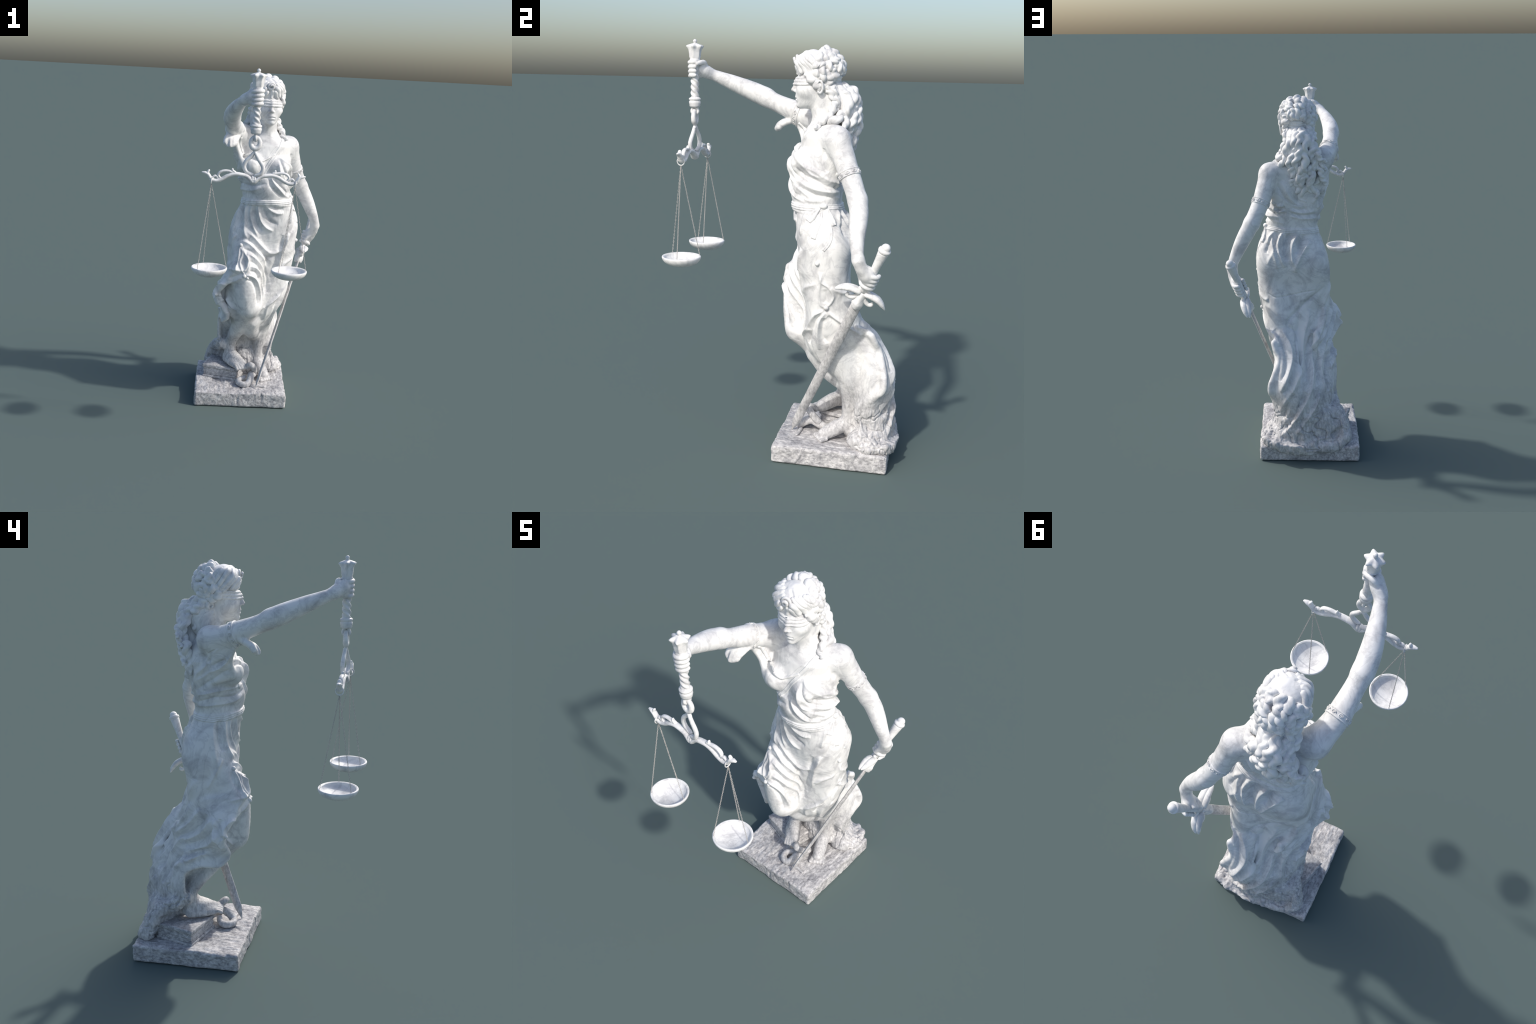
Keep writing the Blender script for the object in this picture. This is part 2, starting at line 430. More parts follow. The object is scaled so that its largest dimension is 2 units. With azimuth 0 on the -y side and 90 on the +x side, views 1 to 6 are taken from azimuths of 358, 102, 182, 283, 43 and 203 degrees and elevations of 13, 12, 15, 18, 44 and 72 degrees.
# --- her right hand: fist round the staff at (-.0755, -.486)
SX, SY = -.0755, -.486
G.limb('hand', [(-.138, -.435, 1.842, .026), (-.122, -.450, 1.852, .031), (-.106, -.468, 1.860, .030)], k=.015)
G.ell('hand', (-.104, -.478, 1.858), (.018, .032, .042), k=.012, axes=[(.75, .66, 0), (-.66, .75, 0), (0, 0, 1)])
for i, zf in enumerate((1.889, 1.868, 1.847, 1.827)):
    ang = np.radians([205, 235, 265, 295, 325, 352, 378])
    rad = .0255 - .001 * i
    G.limb('hand', [(SX + rad * math.cos(a), SY + rad * math.sin(a), zf + .003 * math.cos(a), .0104 if j < 6 else .0092) for j, a in enumerate(ang)], k=.004)
G.limb('hand', [(-.112, -.447, 1.880, .013), (-.095, -.448, 1.892, .012), (-.070, -.458, 1.890, .011), (-.052, -.468, 1.884, .009)], k=.006)
# --- her left hand: closed round the grip
SWA = np.array((.348, .503, 1.129)); SWB = np.array((.013, .055, .097))
SU = (SWB - SWA) / np.linalg.norm(SWB - SWA)
SG = np.array((-.024, .221, -.079)); SG -= (SG @ SU) * SU; SG /= np.linalg.norm(SG)     # across the guard
SN = np.cross(SU, SG)                                                                    # blade thickness
def sword(t, a=0, b=0): return SWA + SU * t + SG * a + SN * b
G.limb('hand_l', [(.344, .386, 1.065, .026), (.338, .400, 1.03, .028), (.324, .418, 1.00, .030)], k=.015)
G.ell('hand_l', (.318, .425, .995), (.028, .034, .042), k=.012)
for i in range(4):
    t0 = .145 + .021 * i
    P = []
    for j, a in enumerate(np.radians([-60, -20, 20, 60, 100, 140, 175])):
        c = sword(t0, -.029 * math.cos(a), -.029 * math.sin(a) * (1 if SN[0] < 0 else -1))
        P.append((*c, .0105))
    G.limb('hand_l', P, k=.005)
G.limb('hand_l', [(.330, .392, 1.01, .013), (.302, .392, .985, .011), (.285, .395, .962, .010)], k=.006)
# --- opening under the lifted hem on her right side
G.cut_limb([(-.36, .185, .36, .115), (-.20, .185, .36, .112), (-.09, .185, .36, .10)], k=.02)
G.cut_limb([(-.36, .200, .25, .105), (-.20, .200, .25, .105), (-.09, .200, .25, .09)], k=.02)
# --- wind-blown flap of the skirt beside the right thigh
G.sheet('skirt', [
    [(-.135, .010, .85), (-.195, .040, .76), (-.240, .075, .69), (-.238, .085, .65), (-.205, .078, .60), (-.180, .072, .565), (-.178, .078, .535)],
    [(-.165, .080, .84), (-.222, .095, .75), (-.240, .110, .69), (-.230, .115, .64), (-.206, .110, .59), (-.193, .105, .55), (-.203, .110, .505)],
    [(-.172, .150, .84), (-.200, .155, .75), (-.210, .160, .68), (-.202, .165, .62), (-.195, .165, .57), (-.196, .165, .54), (-.204, .165, .500)],
    [(-.170, .220, .82), (-.178, .220, .74), (-.182, .220, .66), (-.182, .220, .60), (-.186, .220, .55), (-.202, .220, .52), (-.214, .220, .498)],
    [(-.150, .280, .75), (-.158, .280, .68), (-.168, .285, .60), (-.188, .286, .55), (-.210, .282, .52), (-.220, .288, .48), (-.222, .296, .45)],
    [(-.13, .32, .70), (-.14, .33, .62), (-.156, .328, .54), (-.182, .328, .49), (-.206, .322, .42), (-.218, .315, .37), (-.220, .305, .325)],
    [(-.11, .35, .68), (-.12, .36, .61), (-.130, .362, .54), (-.148, .365, .48), (-.168, .365, .42), (-.182, .362, .37), (-.19, .355, .32)]],
    [.014, .012, .013, .014, .013, .013, .016], k=.03)
G.ell('thigh', (-.140, .130, .66), (.055, .060, .14), k=.03)
# --- edge of the curtain that hangs behind the standing leg
G.sheet('skirt', [
    [(.03, .35, .70), (.0, .415, .62), (-.005, .465, .55), (-.01, .505, .47), (-.01, .52, .40), (-.01, .53, .34), (-.01, .53, .27), (-.01, .53, .18), (-.01, .53, .11)],
    [(.085, .39, .68), (.060, .450, .62), (.055, .490, .56), (.060, .522, .48), (.060, .532, .42), (.055, .530, .36), (.05, .505, .27), (.06, .49, .18), (.07, .49, .11)],
    [(.102, .415, .668), (.086, .448, .62), (.070, .474, .57), (.086, .502, .49), (.096, .514, .43), (.096, .512, .385), (.088, .470, .305), (.090, .450, .20), (.11, .47, .11)],
    [(.120, .438, .662), (.106, .456, .625), (.084, .476, .578), (.108, .498, .505), (.130, .510, .445), (.132, .503, .395), (.120, .456, .350), (.100, .395, .280), (.125, .42, .175)]],
    [.016, .017, .013, .011], k=.03)
G.limb('skirt', [(.120, .444, .655, .008), (.108, .460, .618, .008), (.088, .478, .575, .009), (.110, .498, .505, .010), (.132, .510, .445, .012), (.133, .503, .395, .013), (.120, .454, .350, .013), (.100, .398, .285, .012), (.098, .383, .235, .012)], k=.02)
G.limb('skirt', [(.060, .41, .60, .045), (.070, .440, .52, .050), (.076, .452, .44, .053), (.076, .445, .36, .050), (.070, .435, .27, .048)], k=.03)
# --- cloth and rock pooling over the rear of the base
G.limb('rock', [(-.278, .490, .130, .042), (-.258, .455, .205, .038), (-.232, .405, .255, .037), (-.212, .345, .280, .037), (-.202, .300, .302, .036)], k=.02)
G.limb('rock', [(-.24, .518, .095, .036), (-.12, .545, .080, .032), (.02, .548, .078, .03), (.12, .535, .10, .028), (.165, .495, .115, .024), (.165, .44, .105, .02)], k=.03)
G.ell('rock', (-.16, .45, .18), (.10, .07, .11), k=.03)
G.ell('rock', (-.15, .375, .33), (.058, .06, .10), k=.03)
G.ell('rock', (-.05, .36, .17), (.10, .06, .10), k=.03)
G.ell('rock', (.11, .42, .12), (.06, .08, .05), k=.03)
# --- hanging sleeve end under the right arm
G.sheet('sleeve', [[(-.160, .005, 1.640), (-.168, -.035, 1.622), (-.174, -.070, 1.606), (-.178, -.086, 1.590)],
                   [(-.182, -.005, 1.640), (-.192, -.050, 1.620), (-.200, -.088, 1.602), (-.203, -.100, 1.584)],
                   [(-.205, -.005, 1.650), (-.215, -.040, 1.632), (-.225, -.075, 1.614), (-.229, -.090, 1.596)]], [.015, .017, .015], k=.012)
G.cut_limb([(-.188, -.085, 1.634, .004), (-.190, -.110, 1.610, .007), (-.190, -.118, 1.578, .006)], k=.01)
G.cut_limb([(-.214, -.075, 1.642, .004), (-.217, -.102, 1.615, .007), (-.218, -.112, 1.584, .006)], k=.01)
# --- smooth hair over the forehead
G.ell('scalp_hair', (-.002, .098, 1.895), (.082, .066, .057), k=.015)
G.limb('scalp_hair', [(.013, .068, 1.913, .022), (.012, .10, 1.922, .028)], k=.02)
G.limb('scalp_hair', [(-.046, .072, 1.900, .022), (-.035, .10, 1.915, .028)], k=.02)
# --- cloth hanging between the legs
G.limb('skirt', [(-.03, .16, .50, .05), (-.03, .215, .43, .048), (-.015, .27, .385, .042), (.0, .31, .36, .035)], k=.03)
# --- cloth gathered under the right armpit
G.sheet('torso', [[(-.180, .000, 1.630), (-.172, .030, 1.580), (-.150, .048, 1.52), (-.120, .040, 1.46)],
                  [(-.178, .050, 1.625), (-.170, .070, 1.575), (-.152, .080, 1.51), (-.130, .080, 1.45)],
                  [(-.165, .110, 1.610), (-.160, .115, 1.560), (-.148, .115, 1.50), (-.135, .12, 1.44)]], [.018, .022, .026], k=.02)
# --- her right leg: raised, foot on the book
G.limb('thigh', [(-.070, .150, 1.02, .085), (-.074, .108, .93, .090), (-.074, .072, .84, .090), (-.070, .062, .74, .082), (-.060, .062, .66, .074), (-.052, .068, .615, .068)], k=.05)
G.limb('shin', [(-.052, .070, .610, .066), (-.070, .130, .545, .060), (-.098, .195, .455, .052), (-.128, .252, .375, .040), (-.145, .284, .315, .034), (-.148, .290, .26, .034)], k=.025)
G.limb('foot', [(-.156, .300, .222, .036), (-.128, .255, .228, .037), (-.096, .212, .213, .034), (-.074, .188, .204, .029)], k=.02)
G.limb('foot', [(-.172, .285, .205, .024), (-.140, .225, .202, .026), (-.108, .180, .197, .022)], k=.015)
for i in range(5):
    b = np.array((-.072 - .011 * i, .186 - .004 * i, .203 - .002 * i)); tip = np.array((-.038 - .0155 * i, .154 - .004 * i, .199 - .003 * i))
    G.limb('foot', [(*b, .016 - .0012 * i), (*((b + tip) / 2 + (0, 0, .006)), .0135 - .0011 * i), (*tip, .0135 - .0012 * i)], k=.004)
# --- her left leg: standing
G.limb('shin_l', [(.092, .268, .62, .056), (.070, .300, .53, .052), (.048, .322, .43, .045), (.032, .335, .33, .037), (.026, .335, .24, .030), (.026, .335, .19, .032)], k=.02)
G.limb('foot_l', [(.020, .352, .135, .036), (.030, .320, .162, .036), (.052, .270, .142, .036), (.070, .228, .120, .031)], k=.02)
for i in range(5):
    b = np.array((.047 + .013 * i, .222 + .005 * i, .108)); tip = b + np.array((.006 + .003 * i, -.038 + .004 * i, -.006))
    G.limb('foot_l', [(*b, .014 - .0008 * i), (*tip, .0125 - .0008 * i)], k=.006)

P, Q, LAB = G.mesh()
P = smooth_verts(P, Q, 5)
N = vert_normals(P, Q)

# ------------------------------------------------------------------ folds
DISP = np.zeros(len(P))
PT = BVHTree.FromPolygons([tuple(p) for p in P.tolist()], Q.tolist())
CLOTH = np.isin(LAB, [LABELS.index(n) for n in ('torso', 'skirt', 'thigh', 'sleeve', 'rock', 'scalp_hair')])
def fold(h, w, pts):
    """raise (h > 0) or press (h < 0) a soft crease of half-width w along a spine on the cloth"""
    global DISP
    C = spline(pts, 10); S = []; M = []
    st = np.linalg.norm(np.diff(C, axis=0), axis=1).max()
    if st > w * .6: C = spline(pts, int(10 * st / (w * .6)) + 1)
    for c in C:
        co, no, _, _ = PT.find_nearest(Vector(c)); S.append(co); M.append(no)
    S = np.array(S); M = np.array(M)
    lo, hi = S.min(0) - 2.6 * w, S.max(0) + 2.6 * w
    idx = np.flatnonzero(CLOTH & ((P > lo) & (P < hi)).all(1))
    if len(idx) == 0: return
    d2 = ((P[idx][:, None] - S[None]) ** 2).sum(2)
    j = d2.argmin(1); d = np.sqrt(d2[np.arange(len(idx)), j])
    u = j / (len(S) - 1); end = np.clip(np.minimum(u, 1 - u) * 6, 0, 1) ** .7
    face = np.clip((N[idx] * M[j]).sum(1) * 2 - .4, 0, 1)
    g = h * end * face * np.exp(-(d / w) ** 1.6) * FOLD_GAIN
    DISP[idx] += g
FOLD_GAIN = 1.25
# bodice
fold(0.0075, .007, [(-0.142, -0.015, 1.641), (-0.139, 0.035, 1.609), (-0.138, 0.071, 1.536), (-0.091, 0.05, 1.517), (-0.058, 0.029, 1.509), (-0.019, 0.041, 1.491), (0.023, 0.058, 1.512)])
fold(-0.0063, .008, [(-0.154, 0.027, 1.58), (-0.129, 0.044, 1.516), (-0.077, 0.018, 1.502), (-0.037, 0.021, 1.488)])
fold(0.0075, .008, [(0.079, 0.077, 1.513), (0.1, 0.057, 1.495), (0.13, 0.062, 1.474), (0.151, 0.132, 1.407), (0.161, 0.189, 1.384)])
fold(-0.0088, .009, [(0.084, 0.059, 1.499), (0.099, 0.03, 1.471), (0.117, 0.03, 1.433), (0.131, 0.08, 1.381), (0.165, 0.16, 1.345)])
fold(0.0088, .010, [(0.082, 0.038, 1.484), (0.087, 0.02, 1.443), (0.096, 0.038, 1.382), (0.133, 0.062, 1.351), (0.163, 0.148, 1.29)])
fold(-0.0075, .008, [(0.072, 0.025, 1.46), (0.059, 0.032, 1.4), (0.089, 0.03, 1.355), (0.126, 0.054, 1.32), (0.16, 0.134, 1.272)])
fold(0.0075, .009, [(0.041, 0.036, 1.416), (0.049, 0.027, 1.377), (0.085, 0.027, 1.337), (0.123, 0.067, 1.292), (0.154, 0.116, 1.27)])
fold(-0.0063, .008, [(0.029, 0.03, 1.385), (0.038, 0.019, 1.348), (0.066, 0.024, 1.318), (0.106, 0.053, 1.284)])
fold(0.0088, .011, [(0.128, 0.055, 1.474), (0.143, 0.096, 1.441), (0.157, 0.158, 1.416), (0.154, 0.216, 1.379), (0.095, 0.259, 1.364)])
fold(-0.0088, .010, [(0.137, 0.051, 1.438), (0.138, 0.096, 1.401), (0.161, 0.16, 1.377), (0.155, 0.218, 1.351), (0.085, 0.259, 1.344)])
fold(0.01, .012, [(0.116, 0.04, 1.407), (0.137, 0.09, 1.368), (0.164, 0.154, 1.341), (0.154, 0.218, 1.329), (0.079, 0.259, 1.325)])
fold(-0.0075, .009, [(0.101, 0.038, 1.368), (0.146, 0.1, 1.333), (0.165, 0.17, 1.31), (0.095, 0.254, 1.305)])
fold(0.0075, .010, [(0.12, 0.045, 1.338), (0.136, 0.084, 1.301), (0.16, 0.133, 1.282), (0.16, 0.206, 1.289)])
fold(-0.0075, .012, [(0.158, 0.19, 1.525), (0.158, 0.185, 1.461), (0.157, 0.209, 1.412)])
fold(0.0075, .010, [(-0.183, 0.027, 1.563), (-0.174, 0.076, 1.508), (-0.156, 0.144, 1.472), (-0.145, 0.22, 1.422)])
fold(-0.0075, .010, [(-0.071, 0.044, 1.52), (-0.161, 0.073, 1.475), (-0.155, 0.138, 1.434), (-0.137, 0.219, 1.381)])
fold(0.0075, .010, [(0.021, 0.03, 1.385), (-0.078, 0.066, 1.381), (-0.133, 0.13, 1.376), (-0.133, 0.218, 1.357)])
fold(-0.0075, .009, [(0.017, 0.022, 1.362), (-0.073, 0.06, 1.341), (-0.13, 0.132, 1.344), (-0.119, 0.223, 1.322)])
fold(0.0063, .009, [(-0.013, 0.023, 1.337), (-0.072, 0.069, 1.313), (-0.12, 0.136, 1.31), (-0.109, 0.227, 1.304)])
fold(-0.0088, .010, [(-0.18, 0.051, 1.539), (-0.18, 0.09, 1.523), (-0.17, 0.131, 1.505)])
fold(-0.01, .012, [(-0.223, 0.052, 1.642), (-0.199, 0.105, 1.593), (-0.161, 0.165, 1.503)])
fold(0.0075, .010, [(-0.213, 0.07, 1.618), (-0.159, 0.149, 1.533), (-0.156, 0.191, 1.455)])
fold(0.01, .010, [(0.137, 0.249, 1.414), (0.101, 0.267, 1.393), (0.067, 0.275, 1.395)])
fold(-0.0088, .009, [(0.147, 0.331, 1.413), (0.109, 0.257, 1.373), (0.06, 0.27, 1.38)])
fold(0.01, .010, [(0.154, 0.337, 1.393), (0.113, 0.252, 1.354), (0.06, 0.266, 1.365)])
fold(-0.0088, .009, [(0.161, 0.343, 1.377), (0.113, 0.25, 1.336), (0.053, 0.264, 1.35)])
fold(0.0088, .010, [(0.116, 0.248, 1.318), (0.053, 0.263, 1.335)])
fold(0.0063, .009, [(0.039, 0.266, 1.365), (-0.031, 0.264, 1.35), (-0.1, 0.247, 1.358)])
fold(-0.0063, .008, [(0.035, 0.264, 1.347), (-0.031, 0.262, 1.334), (-0.115, 0.235, 1.341)])
fold(0.0063, .009, [(0.032, 0.263, 1.332), (-0.038, 0.259, 1.317), (-0.122, 0.216, 1.319)])
fold(-0.0125, .02, [(-0.016, 0.277, 1.508), (-0.009, 0.274, 1.444), (-0.003, 0.269, 1.387)])
fold(.007, .010, [(0.08, 0.279, 1.529), (0.059, 0.286, 1.481), (0.025, 0.276, 1.423), (-0.017, 0.268, 1.387)])
fold(-.007, .010, [(0.101, 0.288, 1.516), (0.08, 0.287, 1.46), (0.039, 0.276, 1.409)])
fold(.007, .010, [(-0.14, 0.246, 1.509), (-0.12, 0.252, 1.454), (-0.086, 0.26, 1.399)])
fold(-.007, .009, [(-0.155, 0.227, 1.506), (-0.138, 0.237, 1.452), (-0.114, 0.247, 1.397)])
fold(.007, .009, [(-0.178, 0.127, 1.531), (-0.156, 0.204, 1.467), (-0.135, 0.229, 1.4), (-0.114, 0.241, 1.367)])
fold(-.006, .010, [(-0.058, 0.264, 1.379), (-0.017, 0.266, 1.365), (0.025, 0.268, 1.379)])
fold(.006, .010, [(0.159, 0.211, 1.34), (0.134, 0.238, 1.309), (0.065, 0.258, 1.286)])
# skirt_front
fold(.007, .010, [(-0.058, 0.059, 1.247), (-0.067, 0.078, 1.191), (-0.06, 0.074, 1.136), (-0.04, 0.065, 1.083), (-0.017, 0.06, 1.036)])
fold(-.007, .010, [(-0.042, 0.049, 1.25), (-0.045, 0.067, 1.194), (-0.031, 0.065, 1.125), (0.002, 0.063, 1.071)])
fold(.010, .010, [(-0.03, 0.043, 1.255), (-0.022, 0.057, 1.204), (-0.007, 0.059, 1.142), (0.025, 0.06, 1.101), (0.071, 0.066, 1.077)])
fold(-.008, .012, [(-0.007, 0.036, 1.243), (0.017, 0.052, 1.186), (0.047, 0.058, 1.138), (0.097, 0.066, 1.117)])
fold(.008, .010, [(0.005, 0.032, 1.254), (0.035, 0.046, 1.216), (0.079, 0.056, 1.188), (0.128, 0.072, 1.188)])
fold(-.006, .009, [(0.026, 0.03, 1.252), (0.07, 0.049, 1.217), (0.126, 0.07, 1.209)])
fold(.006, .008, [(0.046, 0.033, 1.26), (0.089, 0.044, 1.236), (0.139, 0.075, 1.233)])
fold(.005, .008, [(-0.088, 0.087, 1.231), (-0.099, 0.099, 1.172), (-0.103, 0.094, 1.117)])
fold(.008, .012, [(-0.087, 0.07, 1.07), (-0.045, 0.057, 1.04), (0.007, 0.061, 0.985), (0.058, 0.075, 0.945), (0.114, 0.088, 0.955), (0.147, 0.102, 1.004), (0.161, 0.099, 1.069)])
fold(-.008, .012, [(-0.1, 0.063, 1.036), (-0.05, 0.046, 1.007), (0.001, 0.051, 0.958), (0.046, 0.077, 0.919), (0.109, 0.092, 0.925)])
fold(.008, .010, [(-0.112, 0.058, 1.012), (-0.067, 0.042, 1.0), (-0.024, 0.037, 0.96), (0.017, 0.059, 0.914), (0.044, 0.095, 0.842), (0.049, 0.112, 0.751)])
fold(-.007, .009, [(-0.104, 0.034, 0.971), (-0.055, 0.025, 0.961), (-0.011, 0.031, 0.92), (0.021, 0.069, 0.848)])
fold(.008, .009, [(-0.079, 0.017, 0.948), (-0.033, 0.016, 0.922), (0.009, 0.042, 0.868), (0.033, 0.102, 0.789), (0.04, 0.112, 0.728)])
fold(-.007, .008, [(-0.063, 0.001, 0.91), (-0.024, 0.008, 0.889), (0.011, 0.042, 0.832)])
fold(.007, .008, [(-0.058, -0.01, 0.877), (-0.019, 0.004, 0.862), (0.008, 0.033, 0.813), (0.026, 0.107, 0.714), (0.033, 0.103, 0.642)])
fold(-.007, .008, [(-0.061, -0.016, 0.854), (-0.022, -0.002, 0.838), (0.002, 0.021, 0.787)])
fold(.009, .008, [(-0.084, -0.02, 0.826), (-0.042, -0.015, 0.819), (-0.012, 0.003, 0.784), (0.004, 0.027, 0.721), (0.016, 0.048, 0.635)])
fold(-.010, .010, [(-0.075, -0.021, 0.802), (-0.041, -0.015, 0.795), (-0.019, -0.002, 0.756), (-0.006, 0.011, 0.696), (0.002, 0.019, 0.636)])
fold(-.012, .014, [(0.046, 0.077, 0.919), (0.039, 0.088, 0.858), (0.048, 0.11, 0.773), (0.053, 0.114, 0.684)])
fold(.006, .006, [(-0.118, 0.047, 0.982), (-0.103, 0.023, 0.949), (-0.116, 0.006, 0.899), (-0.107, -0.015, 0.859), (-0.087, -0.019, 0.829)])
fold(.006, .006, [(-0.106, 0.041, 0.984), (-0.09, 0.018, 0.947), (-0.061, -0.004, 0.897), (-0.065, -0.014, 0.864), (-0.084, -0.019, 0.829)])
fold(-.005, .009, [(-0.095, 0.007, 0.921), (-0.086, -0.009, 0.883), (-0.088, -0.016, 0.853)])
fold(.008, .010, [(-0.142, 0.098, 1.048), (-0.167, 0.123, 0.985), (-0.177, 0.169, 0.895)])
fold(.007, .010, [(-0.09, -0.019, 0.818), (-0.137, 0.002, 0.786), (-0.191, 0.025, 0.759)])
fold(-.006, .010, [(-0.098, -0.017, 0.842), (-0.138, -0.007, 0.816), (-0.179, 0.013, 0.795)])
fold(.007, .010, [(-0.105, -0.016, 0.849), (-0.147, -0.008, 0.852), (-0.181, 0.055, 0.842)])
fold(-.006, .010, [(-0.132, 0.056, 0.979), (-0.143, 0.041, 0.925), (-0.134, -0.005, 0.873)])
fold(.008, .012, [(0.165, 0.102, 1.062), (0.141, 0.1, 0.983), (0.119, 0.104, 0.894), (0.104, 0.12, 0.788)])
fold(-.008, .014, [(0.129, 0.084, 1.057), (0.108, 0.088, 0.941), (0.079, 0.102, 0.842), (0.071, 0.116, 0.743)])
fold(.006, .010, [(0.156, 0.166, 0.675), (0.105, 0.128, 0.653), (0.065, 0.118, 0.602), (0.042, 0.157, 0.507)])
fold(-.006, .010, [(0.118, 0.134, 0.674), (0.076, 0.117, 0.648), (0.043, 0.112, 0.596)])
# skirt_left
fold(.007, .009, [(0.166, 0.135, 1.257), (0.173, 0.109, 1.191), (0.169, 0.099, 1.123)])
fold(-.006, .010, [(0.186, 0.184, 1.212), (0.203, 0.145, 1.147), (0.181, 0.114, 1.066)])
fold(.007, .012, [(0.052, 0.265, 1.255), (0.096, 0.285, 1.188), (0.126, 0.313, 1.128), (0.156, 0.327, 1.068)])
fold(-.007, .010, [(0.099, 0.261, 1.254), (0.146, 0.277, 1.189), (0.165, 0.304, 1.128)])
fold(.008, .010, [(0.113, 0.255, 1.256), (0.146, 0.265, 1.21), (0.154, 0.282, 1.176)])
fold(.006, .006, [(0.211, 0.196, 0.969), (0.204, 0.203, 0.919), (0.196, 0.198, 0.868), (0.19, 0.204, 0.814), (0.187, 0.222, 0.793)])
fold(.006, .006, [(0.212, 0.211, 0.97), (0.205, 0.209, 0.922), (0.202, 0.242, 0.896), (0.193, 0.264, 0.857), (0.19, 0.254, 0.822), (0.187, 0.228, 0.794)])
fold(-.005, .010, [(0.201, 0.223, 0.886), (0.195, 0.231, 0.848), (0.19, 0.224, 0.816)])
fold(.008, .008, [(0.178, 0.167, 0.788), (0.187, 0.221, 0.79)])
fold(.009, .009, [(0.186, 0.221, 0.784), (0.177, 0.176, 0.75), (0.128, 0.14, 0.675), (0.025, 0.104, 0.583)])
fold(-.009, .010, [(0.184, 0.214, 0.763), (0.174, 0.18, 0.723), (0.147, 0.159, 0.658), (0.098, 0.141, 0.586)])
fold(.008, .009, [(0.184, 0.229, 0.772), (0.179, 0.201, 0.73), (0.159, 0.191, 0.649), (0.128, 0.2, 0.569)])
fold(-.010, .012, [(0.181, 0.225, 0.744), (0.174, 0.216, 0.703), (0.16, 0.214, 0.652), (0.148, 0.236, 0.611)])
fold(.009, .009, [(0.184, 0.236, 0.777), (0.177, 0.273, 0.747), (0.168, 0.306, 0.724), (0.148, 0.35, 0.691), (0.112, 0.396, 0.653)])
fold(-.008, .012, [(0.181, 0.236, 0.753), (0.172, 0.281, 0.723), (0.16, 0.318, 0.692)])
fold(.006, .010, [(0.122, 0.114, 0.842), (0.155, 0.127, 0.875), (0.199, 0.182, 0.909)])
fold(.007, .010, [(0.202, 0.249, 0.896), (0.177, 0.298, 0.871), (0.151, 0.324, 0.866)])
fold(-.006, .012, [(0.141, 0.15, 0.671), (0.114, 0.147, 0.599), (0.094, 0.177, 0.532), (0.042, 0.21, 0.452)])
fold(.006, .010, [(0.141, 0.166, 0.626), (0.111, 0.179, 0.554), (0.085, 0.216, 0.484), (0.082, 0.264, 0.439)])
# skirt_back
fold(0.0165, .012, [(0.053, 0.26, 1.263), (0.089, 0.273, 1.216), (0.095, 0.301, 1.158), (0.083, 0.324, 1.106), (0.058, 0.33, 1.057)])
fold(-0.015, .014, [(0.025, 0.264, 1.257), (0.06, 0.279, 1.203), (0.062, 0.307, 1.145), (0.045, 0.325, 1.092)])
fold(0.0135, .014, [(0.113, 0.256, 1.255), (0.13, 0.271, 1.208), (0.122, 0.306, 1.145), (0.1, 0.334, 1.051)])
fold(0.0165, .013, [(-0.017, 0.266, 1.247), (0.017, 0.292, 1.178), (0.024, 0.317, 1.119), (0.01, 0.328, 1.064)])
fold(-0.0135, .014, [(-0.045, 0.264, 1.236), (-0.018, 0.294, 1.171), (-0.011, 0.314, 1.126)])
fold(0.015, .013, [(-0.081, 0.27, 1.194), (-0.039, 0.308, 1.139), (-0.011, 0.325, 1.086), (0.01, 0.326, 1.028)])
fold(-0.009, .014, [(0.081, 0.265, 1.25), (0.109, 0.28, 1.196), (0.111, 0.313, 1.132)])
fold(-.003, .004, [(0.158, 0.314, 0.906), (0.108, 0.335, 0.887), (0.023, 0.315, 0.896), (-0.047, 0.311, 0.91), (-0.125, 0.29, 0.919)])
# skirt_back_sweep
fold(.014, .013, [(-0.076, 0.307, 0.815), (-0.066, 0.324, 0.754), (-0.045, 0.354, 0.689), (-0.035, 0.385, 0.618), (-0.035, 0.426, 0.543), (-0.022, 0.502, 0.5), (0.012, 0.539, 0.426), (0.061, 0.539, 0.335), (0.087, 0.497, 0.269)])
fold(-.014, .014, [(-0.02, 0.329, 0.8), (-0.013, 0.361, 0.706), (-0.007, 0.423, 0.632), (-0.0, 0.479, 0.565), (0.02, 0.526, 0.488), (0.061, 0.55, 0.401)])
fold(.014, .013, [(0.078, 0.388, 0.723), (0.05, 0.414, 0.674), (0.032, 0.443, 0.64), (0.02, 0.481, 0.581), (0.047, 0.536, 0.485), (0.078, 0.544, 0.413)])
fold(-.013, .013, [(0.121, 0.377, 0.711), (0.081, 0.431, 0.665), (0.055, 0.48, 0.61), (0.054, 0.519, 0.537), (0.078, 0.537, 0.47)])
fold(.012, .012, [(0.143, 0.358, 0.704), (0.106, 0.416, 0.681), (0.087, 0.451, 0.643)])
fold(-.013, .013, [(-0.113, 0.311, 0.711), (-0.084, 0.343, 0.647), (-0.063, 0.383, 0.587), (-0.067, 0.433, 0.516), (-0.06, 0.486, 0.449)])
fold(.014, .012, [(-0.141, 0.328, 0.695), (-0.113, 0.371, 0.643), (-0.085, 0.368, 0.581), (-0.092, 0.419, 0.511), (-0.092, 0.474, 0.443), (-0.071, 0.521, 0.374), (-0.023, 0.549, 0.288), (0.033, 0.542, 0.199), (0.089, 0.532, 0.131)])
fold(-.012, .012, [(-0.156, 0.322, 0.64), (-0.127, 0.376, 0.585), (-0.121, 0.397, 0.502), (-0.124, 0.461, 0.423)])
fold(.012, .011, [(-0.179, 0.269, 0.666), (-0.156, 0.333, 0.598), (-0.142, 0.378, 0.524), (-0.149, 0.413, 0.44), (-0.164, 0.448, 0.371)])
